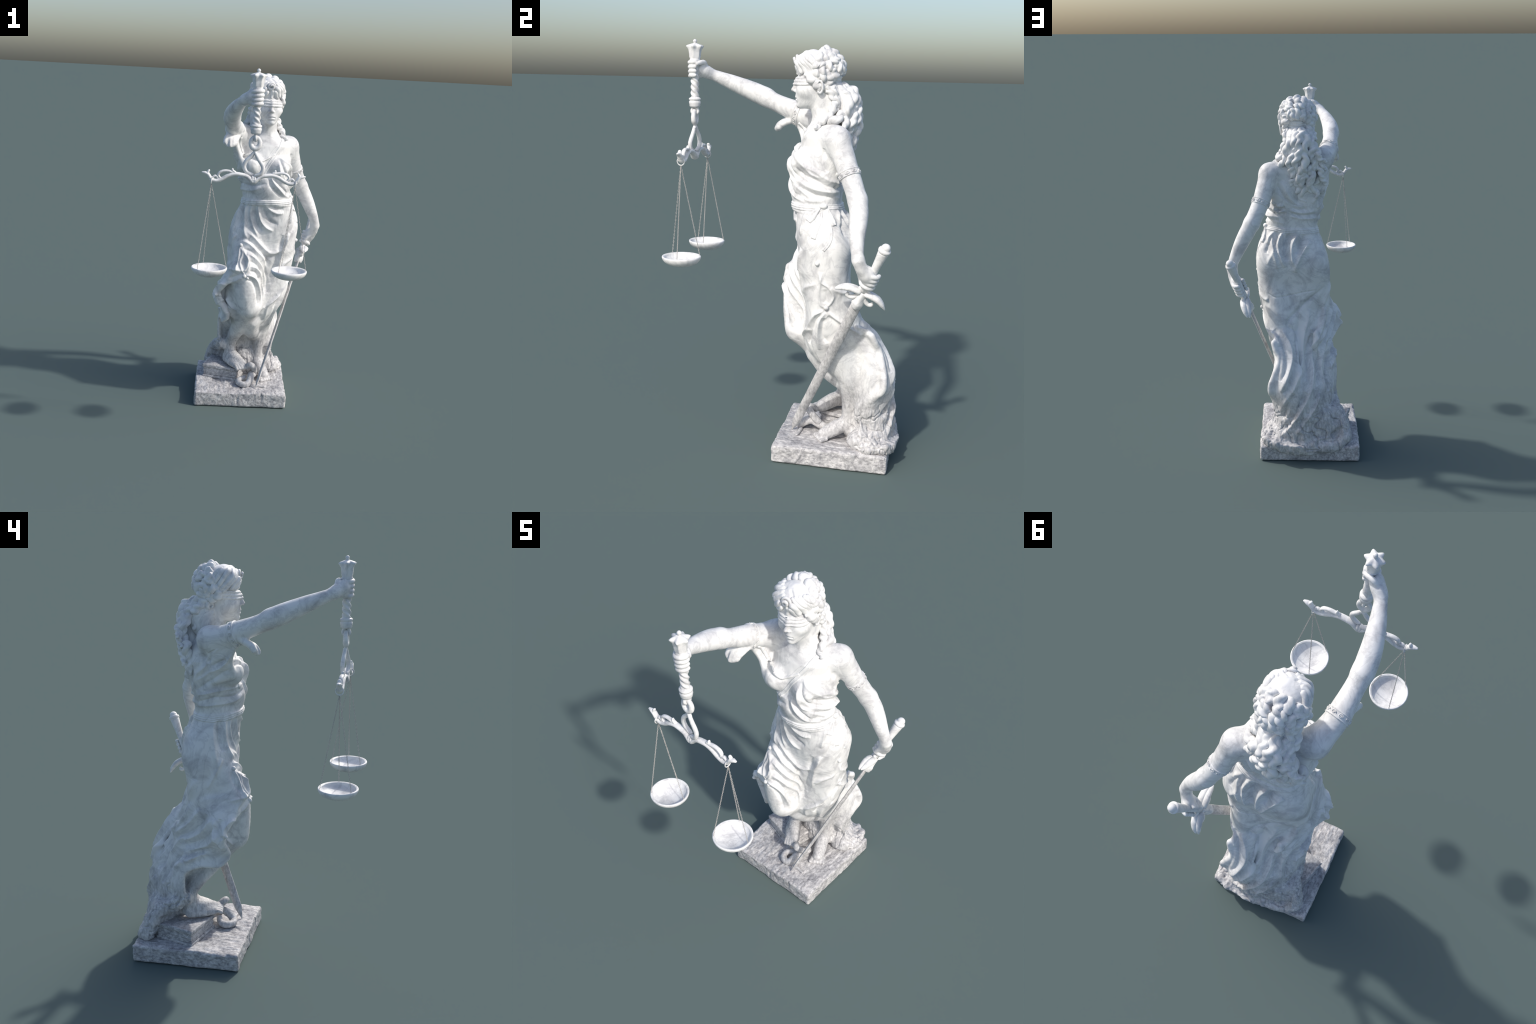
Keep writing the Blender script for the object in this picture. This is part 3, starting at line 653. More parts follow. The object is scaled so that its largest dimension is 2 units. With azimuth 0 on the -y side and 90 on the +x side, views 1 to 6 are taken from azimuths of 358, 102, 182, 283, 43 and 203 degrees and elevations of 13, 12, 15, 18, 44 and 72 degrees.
fold(-.012, .010, [(-0.19, 0.303, 0.556), (-0.171, 0.357, 0.5), (-0.171, 0.396, 0.433), (-0.186, 0.425, 0.369)])
fold(.010, .010, [(-0.208, 0.203, 0.539), (-0.194, 0.322, 0.517), (-0.198, 0.351, 0.436), (-0.213, 0.366, 0.357)])
fold(-.016, .016, [(-0.064, 0.513, 0.4), (-0.023, 0.547, 0.325), (0.026, 0.542, 0.238), (0.068, 0.527, 0.175)])
fold(-.014, .016, [(0.012, 0.54, 0.412), (0.054, 0.537, 0.319), (0.076, 0.509, 0.236)])
fold(.012, .012, [(-0.135, 0.476, 0.384), (-0.114, 0.515, 0.326), (-0.065, 0.544, 0.248), (-0.009, 0.557, 0.169)])
# skirt_right
fold(0.0135, .014, [(-0.22, 0.132, 0.76), (-0.204, 0.199, 0.678), (-0.171, 0.304, 0.609)])
fold(-0.0135, .014, [(-0.241, 0.113, 0.731), (-0.206, 0.193, 0.64), (-0.181, 0.294, 0.59)])
fold(0.0135, .014, [(-0.255, 0.095, 0.691), (-0.213, 0.169, 0.614), (-0.199, 0.274, 0.567)])
fold(-0.0135, .013, [(-0.204, 0.166, 0.774), (-0.191, 0.233, 0.686), (-0.153, 0.332, 0.623)])
fold(0.0135, .013, [(-0.197, 0.197, 0.8), (-0.176, 0.268, 0.709), (-0.134, 0.362, 0.629)])
fold(0.0135, .013, [(-0.208, 0.164, 0.572), (-0.215, 0.255, 0.535), (-0.191, 0.347, 0.468)])
fold(-0.012, .012, [(-0.219, 0.145, 0.602), (-0.206, 0.257, 0.556), (-0.18, 0.354, 0.487)])
fold(-0.012, .012, [(-0.216, 0.217, 0.523), (-0.228, 0.291, 0.498)])
fold(0.012, .010, [(-0.225, 0.116, 0.763), (-0.243, 0.128, 0.699), (-0.247, 0.099, 0.641), (-0.131, 0.07, 0.578)])
fold(-0.012, .012, [(-0.227, 0.093, 0.765), (-0.251, 0.103, 0.705), (-0.256, 0.081, 0.662)])
fold(0.0135, .010, [(-0.185, 0.022, 0.765), (-0.234, 0.063, 0.732), (-0.252, 0.075, 0.696), (-0.163, 0.076, 0.623), (-0.124, 0.055, 0.586)])
fold(-0.0105, .012, [(-0.162, 0.27, 0.937), (0.037, 0.362, 0.759), (-0.013, 0.366, 0.695)])
fold(0.0105, .014, [(-0.189, 0.223, 0.949), (-0.157, 0.26, 0.843), (-0.16, 0.286, 0.757), (-0.136, 0.343, 0.672)])
fold(0.009, .014, [(-0.093, 0.097, 1.258), (-0.093, 0.095, 1.178), (-0.098, 0.076, 1.075), (-0.077, 0.051, 1.021)])
fold(-0.009, .014, [(-0.107, 0.117, 1.253), (-0.118, 0.117, 1.168), (-0.132, 0.1, 1.076)])
fold(0.009, .014, [(-0.116, 0.139, 1.254), (-0.135, 0.144, 1.171), (-0.156, 0.133, 1.081), (-0.163, 0.117, 1.003)])
fold(0.009, .008, [(-0.121, 0.048, 0.981), (-0.122, 0.027, 0.937), (-0.133, 0.003, 0.882), (-0.138, -0.013, 0.846)])
fold(0.009, .008, [(-0.074, 0.016, 0.945), (-0.072, -0.009, 0.884), (-0.093, -0.017, 0.846)])
# rock
fold(-.012, .010, [(-0.193, 0.517, 0.143), (-0.228, 0.506, 0.16), (-0.256, 0.508, 0.185)])
fold(.010, .012, [(-0.094, 0.573, 0.101), (-0.129, 0.542, 0.131), (-0.207, 0.515, 0.134)])
fold(.010, .012, [(0.183, 0.502, 0.129), (0.131, 0.553, 0.119), (0.046, 0.569, 0.105), (-0.08, 0.575, 0.098)])
fold(-.010, .012, [(-0.024, 0.571, 0.107), (-0.017, 0.559, 0.147), (-0.037, 0.554, 0.175)])
# hair_front
fold(.004, .006, [(0.012, 0.078, 1.951), (0.038, 0.061, 1.934), (0.059, 0.057, 1.908), (0.069, 0.081, 1.869)])
fold(-.004, .006, [(0.009, 0.068, 1.947), (0.036, 0.051, 1.928), (0.05, 0.048, 1.904)])
fold(-.004, .006, [(0.031, 0.084, 1.948), (0.058, 0.072, 1.926), (0.077, 0.085, 1.886)])
fold(-.003, .006, [(-0.015, 0.075, 1.948), (-0.028, 0.059, 1.937), (-0.038, 0.046, 1.921)])
DISP = np.clip(DISP, -.026, .024) * (1 - .97 * np.exp(-((P[:, 2] - 1.247 - .06 * (P[:, 0] - .026)) / .024) ** 2))
is_rock = LAB == LABELS.index('rock')
low = sstep(.36, .20, P[:, 2]) * CLOTH * (P[:, 1] > .30)
DISP += np.where(is_rock, 1., low) * (.010 * fbm(P, 18, 4, 2) - .008 * np.exp(-(fbm(P, 14, 3, 21) / .05) ** 2) + .004 * fbm(P * (1, 1, .5), 60, 2, 6))
DISP += np.where(CLOTH, .0022, .0008) * fbm(P * (1, 1, .6), 26, 3, 8)
P = P + N * DISP[:, None]
P = smooth_verts(P, Q, 1)
N = vert_normals(P, Q)
# ------------------------------------------------------------------ folds end

def split_body(P, Q, LAB, N, groups):
    """faces go to named part meshes; shared border vertices coincide, normals come from the whole"""
    fl = LAB[Q[:, 0]]
    out = {}
    for li, nm in enumerate(LABELS):
        part, mat = groups[nm]
        F = Q[fl == li]
        if len(F) == 0: continue
        out.setdefault((part, mat, nm), []).append(F)
    for (part, mat, nm), Fs in out.items():
        F = np.vstack(Fs)
        ids, inv = np.unique(F, return_inverse=True); F = inv.reshape(-1, 4)
        me = bpy.data.meshes.new(part)
        me.vertices.add(len(ids)); me.vertices.foreach_set('co', P[ids].astype(np.float32).ravel())
        me.loops.add(F.size); me.loops.foreach_set('vertex_index', F.astype(np.int32).ravel())
        me.polygons.add(len(F)); me.polygons.foreach_set('loop_start', np.arange(0, F.size, 4, dtype=np.int32))
        me.update(calc_edges=True); me.validate()
        me.polygons.foreach_set('use_smooth', [True] * len(me.polygons))
        me.normals_split_custom_set_from_vertices([tuple(n) for n in N[ids]])
        me.materials.append(MAT[mat])
        o = bpy.data.objects.new(part, me); coll.objects.link(o); o.parent = ROOT
GROUPS = {'torso': ('torso', 'white'), 'skirt': ('skirt', 'dress'), 'neck': ('neck', 'white'), 'head': ('head', 'white'),
          'upper_arm': ('arm', 'white'), 'forearm': ('forearm', 'white'), 'hand': ('hand', 'white'), 'thigh': ('thigh', 'dress'),
          'shin': ('leg', 'dress'), 'shin_l': ('leg', 'dress'), 'foot_l': ('foot', 'worn'), 'hand_l': ('hand', 'white'), 'upper_arm_l': ('arm', 'white'), 'forearm_l': ('forearm', 'white'), 'foot': ('foot', 'worn'), 'rock': ('rock', 'dress'), 'sleeve': ('sleeve', 'white'), 'scalp_hair': ('scalp_hair', 'white')}
split_body(P, Q, LAB, N, GROUPS)

TREE = BVHTree.FromPolygons([tuple(p) for p in P.tolist()], Q.tolist())
def snap(p, off=0.):
    co, no, _, _ = TREE.find_nearest(Vector(p)); return np.array(co + no * off), np.array(no)

def band(pts, width, thick, closed=False, n=10, rows=9, profile=None, off=0., along=None):
    """strip laid on the body: spine points are snapped to the surface, cross profile bulges outward"""
    C = spline(pts, n)
    if closed: C = C[:-1]
    S = [snap(p, off) for p in C]
    C = np.array([a for a, b in S]); Nn = np.array([b for a, b in S])
    for _ in range(2):
        Nn[1:-1] = Nn[1:-1] + .5 * (Nn[2:] + Nn[:-2])
        Nn /= np.linalg.norm(Nn, axis=1, keepdims=True)
    if closed:
        T = np.roll(C, -1, 0) - np.roll(C, 1, 0)
    else:
        T = np.gradient(C, axis=0)
    W = np.cross(Nn, T); W /= np.linalg.norm(W, axis=1, keepdims=True) + 1e-12
    width = np.broadcast_to(np.array(width, float), (len(C),)) if np.ndim(width) == 0 else np.interp(np.linspace(0, 1, len(C)), np.linspace(0, 1, len(width)), width)
    u = np.linspace(-1, 1, rows)
    pr = np.clip(1 - u ** 4, 0, 1) if profile is None else np.array([profile(x) for x in u])
    V = []
    for i in range(len(C)):
        for j in range(rows):
            base = C[i] + W[i] * u[j] * width[i]
            co, no, _, _ = TREE.find_nearest(Vector(base))
            base = np.array(co) * .7 + base * .3
            V.append(base + Nn[i] * (thick * pr[j] - .002))
        for j in range(rows):
            V.append(C[i] + W[i] * u[rows - 1 - j] * width[i] * .96 - Nn[i] * .012)
    m = 2 * rows; F = []
    k = len(C)
    for i in range(k if closed else k - 1):
        for j in range(m):
            a = i * m + j; b = i * m + (j + 1) % m; i2 = ((i + 1) % k) * m
            F.append((a, i2 + j, i2 + (j + 1) % m, b))
    if not closed:
        F.append(tuple(range(m))); F.append(tuple((k - 1) * m + j for j in range(m))[::-1])
    return np.array(V), F

# ================================================================== BASE
def base_block():
    n = 150; lo = np.array((-.357, -.010, 0.)); hi = np.array((.195, .545, .092))
    nz = 28
    V = []; F = []; idx = {}
    def vid(i, j, k):
        key = (i, j, k)
        if key not in idx:
            idx[key] = len(V); V.append(lo + (hi - lo) * np.array((i / n, j / n, k / nz)))
        return idx[key]
    for i in range(n):
        for j in range(n):
            F.append((vid(i, j, nz), vid(i+1, j, nz), vid(i+1, j+1, nz), vid(i, j+1, nz)))
            F.append((vid(i, j, 0), vid(i, j+1, 0), vid(i+1, j+1, 0), vid(i+1, j, 0)))
    for i in range(n):
        for k in range(nz):
            F.append((vid(i, 0, k), vid(i+1, 0, k), vid(i+1, 0, k+1), vid(i, 0, k+1)))
            F.append((vid(i, n, k), vid(i, n, k+1), vid(i+1, n, k+1), vid(i+1, n, k)))
            F.append((vid(0, i, k), vid(0, i, k+1), vid(0, i+1, k+1), vid(0, i+1, k)))
            F.append((vid(n, i, k), vid(n, i+1, k), vid(n, i+1, k+1), vid(n, i, k+1)))
    V = np.array(V)
    # round corners and edges
    r = .012
    inner = np.clip(V, lo + r, hi - r); d = V - inner; l = np.linalg.norm(d, axis=1, keepdims=True)
    V = inner + d / np.maximum(l, 1e-9) * np.minimum(l, r)
    out = (V - (lo + hi) / 2) / ((hi - lo) / 2)
    top = sstep(.07, .09, V[:, 2])
    chis = fbm(V * (1, 1, 1), 30, 4, 3)
    rip = fbm(V * (60, 14, 40), 1, 3, 5)
    V[:, 2] += top * (.0045 * chis + .004 * rip) + .005 * top * fbm(V, 9, 2, 9)
    side = np.where(np.abs(out[:, :2]) > .97, np.sign(out[:, :2]), 0)
    V[:, :2] += side * (.0040 * fbm(V, 45, 4, 11) + .0035 * fbm(V, 14, 2, 12))[:, None]
    # cracks that run over the front edge and across the top
    for line, dep, wid in (([(-.095, -.02, 0), (-.098, -.012, .045), (-.088, -.01, .09), (-.10, .035, .092), (-.075, .07, .092), (-.07, .11, .092)], .008, .0045),
                           ([(.035, -.02, 0), (.05, -.012, .05), (.045, -.01, .092)], .006, .004), ([(.195, .11, 0), (.195, .14, .05), (.195, .125, .09), (.15, .12, .092)], .006, .004)):
        C = spline(line, 14); C[:, 0] += .004 * np.sin(np.arange(len(C)) * 1.7)
        dd = np.min(np.linalg.norm(V[:, None] - C[None], axis=2), axis=1)
        g = dep * np.exp(-(dd / wid) ** 2)
        ctr = (lo + hi) / 2; inw = np.where(np.abs(out) > .95, -np.sign(out), 0)
        V += g[:, None] * inw
    V[:, 2] = np.maximum(V[:, 2], 0)
    return V, F
obj('base', *base_block(), 'stone', ROOT)

# book under the right foot
def slab(corners, z0, z1, n=24, m=8, bulge=.0, pages=False, seed=0):
    """corners: 4 xy points anticlockwise; top/bottom heights per corner"""
    c = np.array(corners, float); V = []; F = []; idx = {}
    z0 = np.broadcast_to(z0, 4); z1 = np.broadcast_to(z1, 4)
    def bil(q, u, v): return q[0]*(1-u)*(1-v) + q[1]*u*(1-v) + q[2]*u*v + q[3]*(1-u)*v
    def vid(i, j, k):
        if (i, j, k) not in idx:
            u, v, w = i/n, j/n, k/m
            xy = bil(c, u, v); zz = bil(z0, u, v) * (1 - w) + bil(z1, u, v) * w
            idx[(i, j, k)] = len(V); V.append((*xy, zz))
        return idx[(i, j, k)]
    for i in range(n):
        for j in range(n):
            F.append((vid(i, j, m), vid(i+1, j, m), vid(i+1, j+1, m), vid(i, j+1, m)))
            F.append((vid(i, j, 0), vid(i, j+1, 0), vid(i+1, j+1, 0), vid(i+1, j, 0)))
        for k in range(m):
            F.append((vid(i, 0, k), vid(i+1, 0, k), vid(i+1, 0, k+1), vid(i, 0, k+1)))
            F.append((vid(i, n, k), vid(i, n, k+1), vid(i+1, n, k+1), vid(i+1, n, k)))
            F.append((vid(0, i, k), vid(0, i, k+1), vid(0, i+1, k+1), vid(0, i+1, k)))
            F.append((vid(n, i, k), vid(n, i+1, k), vid(n, i+1, k+1), vid(n, i, k+1)))
    V = np.array(V)
    if pages:
        ctr = c.mean(0); d = V[:, :2] - ctr
        V[:, :2] += d * (.03 * noise3(V * (6, 6, 260), seed))[:, None]
    V += .0022 * np.stack([fbm(V, 28, 3, seed + k) for k in range(3)], 1)
    return V, F
book = empty('book', ROOT)
BC = np.array([(-.318, .238), (-.098, .176), (-.040, .385), (-.260, .447)])
ctr = BC.mean(0)
obj('pages', *slab(ctr + (BC - ctr) * .955, .108, (.163, .155, .155, .163), n=40, m=16, pages=True, seed=3), 'stone', book)
obj('cover', *slab(BC, (.160, .152, .152, .160), (.180, .171, .171, .180), n=30, m=3, seed=5), 'stone', book)
obj('cover', *slab(BC, .092, .108, n=30, m=3, seed=8), 'stone', book)

# snake: slides from behind the book, loops in front of the foot
def skin_tube(pts, n=10, seg=16, seed=1, amp=.0015):
    C = spline(pts, n); V, F = tube_mesh(C[:, :3], round_ends(C[:, 3], C[:, :3]), seg)
    V += amp * np.stack([fbm(V, 60, 3, seed + k) for k in range(3)], 1)
    return V, F
snake = empty('snake', ROOT)
obj('body', *skin_tube([(.0, .24, .118, .020), (.0, .20, .135, .021), (-.012, .150, .150, .021), (-.018, .115, .135, .021), (-.032, .092, .114, .020),
    (-.062, .088, .108, .0195), (-.086, .108, .110, .019), (-.088, .138, .114, .018), (-.065, .158, .120, .016), (-.040, .165, .135, .014)], seg=18), 'worn', snake)
obj('tail', *skin_tube([(-.02, .098, .098, .010), (.01, .098, .099, .0095), (.045, .095, .099, .008), (.075, .088, .098, .006)], seg=10), 'worn', snake)
obj('head', *skin_tube([(-.045, .175, .190, .012), (-.030, .150, .212, .018), (-.012, .135, .215, .018), (.004, .150, .195, .017), (.006, .175, .165, .018), (0, .20, .138, .018)], seg=16), 'worn', snake)

# ================================================================== SWORD
SW = empty('sword', ROOT)
def sweep_local(pts, rad, seg=12, flat=1., n=8, ref=None, lobes=0, amp=0, twist=0):
    C = spline(pts, n); rad = np.interp(np.linspace(0, 1, len(C)), np.linspace(0, 1, len(rad)), rad)
    return tube_mesh(C, round_ends(rad, C), seg, ref=ref, flat=flat, lobes=lobes, lobe_amp=amp, twist=twist)
LEN = np.linalg.norm(SWB - SWA)
def blade():
    V = []; F = []; st = list(np.linspace(.335, LEN - .07, 30)) + [LEN - .05, LEN - .03, LEN - .012, LEN]
    for t in st:
        w = .0248 - .004 * (t - .335) / (LEN - .335)
        if t > LEN - .07: w *= max((LEN - t) / .07, .03) ** .75
        th = .0085 if t < LEN - .05 else .0085 * max((LEN - t) / .05, .1)
        for a, b in ((-1, 0), (-.9, .35), (-.25, 1), (.25, 1), (.9, .35), (1, 0), (.9, -.35), (.25, -1), (-.25, -1), (-.9, -.35)):
            V.append(sword(t, a * w, b * th))
    m = 10
    for i in range(len(st) - 1):
        for j in range(m):
            F.append((i*m+j, i*m+(j+1) % m, (i+1)*m+(j+1) % m, (i+1)*m+j))
    F.append(tuple(range(m))[::-1]); F.append(tuple((len(st)-1)*m+j for j in range(m)))
    V = np.array(V); V += .0012 * np.stack([fbm(V, 25, 3, 31 + k) for k in range(3)], 1)
    return V, F
obj('blade', *blade(), 'worn', SW)
obj('grip', *lathe([(.02, .0255), (.035, .0245), (.07, .0212), (.11, .0185), (.16, .0170), (.21, .0170), (.25, .0180)], SWA, SU, 24), 'white', SW)
obj('pommel', *lathe([(-.016, .001), (-.0145, .008), (-.010, .0150), (-.003, .0195), (.004, .0207), (.009, .0210), (.0105, .0265), (.017, .0285), (.023, .0275), (.028, .0245)], SWA, SU, 32), 'white', SW)
guard = []
for sgn in (-1, 1):
    for b, dt in ((.008, 0.), (-.008, .006)):
        guard.append(sweep_local([sword(.256 + dt, sgn * .005, b), sword(.250 + dt, sgn * .035, b * 1.3), sword(.256 + dt, sgn * .072, b * 1.2), sword(.272 + dt, sgn * .100, b), sword(.292 + dt, sgn * .122, b * .6)], [.016, .0185, .0185, .014, .004], 14, flat=.75, ref=SU))
    guard.append(sweep_local([sword(.270, sgn * .008), sword(.288, sgn * .022), sword(.302, sgn * .042), sword(.298, sgn * .058), sword(.284, sgn * .056)], [.012, .011, .010, .0095, .007], 12))
    guard.append(sweep_local([sword(.238, sgn * .006), sword(.236, sgn * .018), sword(.246, sgn * .024)], [.010, .010, .007], 10))
obj('guard', *join(guard), 'white', SW)
obj('collar', *lathe([(.248, .016), (.255, .021), (.285, .0215), (.305, .0235), (.312, .0262), (.322, .0265), (.330, .024), (.338, .0235), (.343, .020)], SWA, SU, 28,
    mod=lambda i, th: 1 + .06 * np.cos(4 * th)), 'white', SW)

# ================================================================== SCALES
SC = empty('scales', ROOT)
def star(i, th):
    return 1 + .13 * np.cos(6 * th)
crown = [(1.892, .0235), (1.897, .0262), (1.903, .0262), (1.907, .0238), (1.911, .0250), (1.916, .0265), (1.935, .0278), (1.950, .0300), (1.958, .0335), (1.964, .0365), (1.968, .0365), (1.972, .031), (1.977, .020), (1.981, .0085)]
hexa = [0, 0, 0, 0, .6, 1, 1, 1, 1, 1, 1, .8, .4, 0]
star = [0, 0, 0, 0, 0, 0, 0, .02, .07, .11, .12, .12, .06, 0]
def crown_mod(i, th):
    t = (th + .5) % (math.pi / 3) - math.pi / 6
    hx = .94 / np.cos(t)
    return (1 - hexa[i]) + hexa[i] * hx + star[i] * np.cos(6 * (t - math.pi / 6))
obj('finial', *lathe(crown, (SX, SY, 0), seg=72, mod=crown_mod), 'white', SC)
obj('knob', *lathe([(1.978, .006), (1.981, .0075), (1.984, .0065), (1.986, .0085), (1.990, .0098), (1.994, .009), (1.998, .0055), (2.0, .001)], (SX, SY, 0), seg=24), 'white', SC)
zs = np.linspace(1.90, 1.712, 60)
obj('twisted_shaft', *tube_mesh(np.stack([np.full(60, SX), np.full(60, SY), zs], 1), np.linspace(.0175, .0185, 60), 30, lobes=3, lobe_amp=.17, twist=74), 'white', SC)
obj('collar', *lathe([(1.678, .018), (1.680, .024), (1.686, .0265), (1.692, .0265), (1.697, .0285), (1.706, .0285), (1.709, .026), (1.712, .026), (1.714, .029), (1.721, .029), (1.724, .025), (1.728, .018)], (SX, SY, 0), seg=36), 'white', SC)
a = np.linspace(0, 2 * math.pi, 40, endpoint=False)
obj('link', *tube_mesh(np.stack([SX + .0225 * np.sin(a), np.full(40, SY), 1.634 + .029 * np.cos(a)], 1), .0118 - .002 * np.cos(a), 16, close=True), 'white', SC)
obj('eyelet', *sweep_local([(SX, SY, 1.685), (SX, SY - .012, 1.670), (SX, SY - .014, 1.655), (SX, SY, 1.645), (SX, SY + .014, 1.655), (SX, SY + .012, 1.670), (SX, SY, 1.685)], [.008] * 7, 10), 'white', SC)
hook = [sweep_local([(SX + .016, SY - 0.0011, 1.572), (SX - .002, SY + 0.0022, 1.584), (-.094, SY + 0.0044, 1.564), (-.117, SY + 0.0066, 1.540), (-.126, SY + 0.0088, 1.512), (-.115, SY + 0.0094, 1.486), (-.092, SY + 0.0072, 1.474), (SX, SY + 0.0044, 1.470)], [.006, .009, .0100, .0105, .0105, .0105, .0100, .007], 14),
        sweep_local([(SX - .006, SY + 0.0022, 1.600), (SX + .003, SY - 0.0006, 1.582), (-.056, SY - 0.0039, 1.553), (-.037, SY - 0.0072, 1.526), (-.030, SY - 0.0094, 1.506), (-.037, SY - 0.0094, 1.484), (-.053, SY - 0.0072, 1.473), (SX, SY - 0.0033, 1.468)], [.007, .009, .0100, .0105, .0105, .0105, .0100, .007], 14)]
obj('hook', *join(hook), 'white', SC)
beam = []
for sgn in (-1, 1):
    def bx(x, z, y=0): return (SX + sgn * x, SY + y, z)
    dep = dict(ref=(0, 1, 0), flat=1.45)
    beam.append(sweep_local([bx(-.004, 1.428), bx(.012, 1.444), bx(.035, 1.462), bx(.065, 1.470), bx(.098, 1.472), bx(.13, 1.462), bx(.16, 1.444), bx(.19, 1.434), bx(.215, 1.440), bx(.222, 1.452)], [.0125, .013, .011, .0105, .0105, .0105, .0105, .0105, .0095, .006], 14, **dep))
    beam.append(sweep_local([bx(.095, 1.476), bx(.12, 1.484), bx(.147, 1.486), bx(.170, 1.479), bx(.180, 1.464), bx(.172, 1.450), bx(.160, 1.446)], [.006, .007, .007, .007, .0065, .006, .005], 12, **dep))
    beam.append(sweep_local([bx(.178, 1.440), bx(.186, 1.454), bx(.197, 1.458), bx(.206, 1.450), bx(.204, 1.441)], [.006, .006, .006, .0055, .005], 12, **dep))
    beam.append(sweep_local([bx(.085, 1.472), bx(.098, 1.482), bx(.108, 1.490), bx(.109, 1.502)], [.006, .007, .006, .004], 10, **dep))
    beam.append(sweep_local([bx(.212, 1.438), bx(.222, 1.450), bx(.232, 1.464), bx(.247, 1.471), bx(.266, 1.474)], [.008, .0095, .0095, .008, .003], 12, **dep))
    beam.append(sweep_local([bx(.226, 1.456), bx(.233, 1.472), bx(.230, 1.482), bx(.224, 1.488)], [.007, .007, .006, .0045], 10, **dep))
    beam.append(sweep_local([bx(0, 1.426), bx(.006, 1.446), bx(.003, 1.468)], [.010, .013, .008], 12, **dep))
obj('beam', *join(beam), 'white', SC)
PR = .094
rnd = random.Random(5)
for px, rx in ((-.284, -.2895), (.133, .1385)):
    zc = .978
    t = np.linspace(0, math.pi / 2, 14)
    prof = [(zc - .047 * math.cos(q), max(PR * math.sin(q) ** .85, .001)) for q in t]
    prof += [(zc + .003, PR - .002), (zc + .003, PR - .007), (zc - .001, PR - .010)]
    prof += [(zc - .034 * math.cos(q), max((PR - .011) * math.sin(q) ** .85, .001)) for q in t[::-1]]
    obj('pan', *lathe(prof, (px, SY, 0), seg=64), 'white', SC)
    a = np.linspace(0, 2 * math.pi, 28, endpoint=False)
    rc = np.stack([rx + .002 * np.sin(a), SY + .0175 * np.cos(a), 1.4345 + .0185 * np.sin(a)], 1)
    obj('ring', *tube_mesh(rc, .0028, 8, close=True), 'white', SC)
    top = np.array((rx, SY, 1.417))
    for k, (ax, ay) in enumerate(((.996, .087), (-.391, .921), (-.669, -.743))):
        end = np.array((px + ax * (PR - .005), SY + ay * (PR - .005), zc + .001))
        d = end - top; Lc = np.linalg.norm(d); d /= Lc
        n = int(Lc / .0092); e1 = np.cross(d, (0, 0, 1)); e1 /= np.linalg.norm(e1); e2 = np.cross(d, e1)
        parts = []
        aa = np.linspace(0, 2 * math.pi, 8, endpoint=False)
        for i in range(n):
            c = top + d * (Lc * (i + .5) / n); e = e1 if i % 2 else e2
            e = math.cos(.5) * e + math.sin(.5) * (e2 if i % 2 else -e1)
            ring = c + np.outer(np.cos(aa) * .0053, d) + np.outer(np.sin(aa) * .0024, e)
            parts.append(tube_mesh(ring, .00092, 5, close=True))
        obj('chain', *join(parts), 'chain', SC, stuff=True)

# ================================================================== HAIR
HAIR = empty('hair', ROOT)
HC = np.array((-.005, .138, 1.857))
def curl(C, r0, r1, lobes=3, amp=.22, twist=70, seg=22, mid=1.25):
    """one lock: round at the start, fullest in the middle, tapering; ridged like a wrung rope"""
    u = np.linspace(0, 1, len(C))
    R = (r0 + (r1 - r0) * u) * (1 + (mid - 1) * np.sin(math.pi * u))
    return tube_mesh(C, round_ends(R, C), seg, lobes=lobes, lobe_amp=amp, twist=twist)
rnd = random.Random(11)
def on_skull(d, off=0.):
    """point on the head in direction d, pushed out by off"""
    co, no, _, _ = TREE.ray_cast(Vector(HC + d * .3), Vector(-d))
    if co is None: return HC + d * .1
    return np.array(co) + d * off
# crown: thick rope-like locks that run from the hairline over the skull to the nape
pole = np.array((0, -.86, .50)); nape = -pole
ex = np.array((1., 0, 0)); ey = np.cross(pole, ex)
for i, phi in enumerate(np.linspace(-118, 118, 13)):
    f = math.radians(phi)
    side = math.cos(f) * -ey + math.sin(f) * ex
    if side[2] < 0 and abs(phi) < 90: side = math.cos(f) * ey + math.sin(f) * ex
    a0 = 62 + 14 * abs(phi) / 118 + rnd.uniform(-5, 5); a1 = 150 - 8 * abs(phi) / 118
    cuts = np.linspace(a0, a1, 4)
    for k in range(3):
        pts = []
        b0, b1 = cuts[k] - 5, cuts[k + 1] + 6
        wob = rnd.uniform(-.10, .10)
        for u in np.linspace(0, 1, 6):
            al = math.radians(b0 + (b1 - b0) * u)
            ff = f + wob * math.sin(math.pi * u) + .06 * math.sin(k * 2 + i)
            sd = math.cos(ff) * (ey if ey[2] > 0 else -ey) + math.sin(ff) * ex
            d = math.cos(al) * pole + math.sin(al) * sd
            pts.append(on_skull(d, -.002 + .006 * math.sin(math.pi * u) + .003 * rnd.random()))
        C = spline(pts, 8)
        wd = .0185 * (.75 + .35 * math.sin(math.radians((b0 + b1) / 2)))
        obj('curl', *curl(C, wd, wd * .9, lobes=2, amp=rnd.uniform(.14, .24), twist=rnd.choice((-1, 1)) * rnd.uniform(70, 105), mid=1.15), 'white', HAIR)
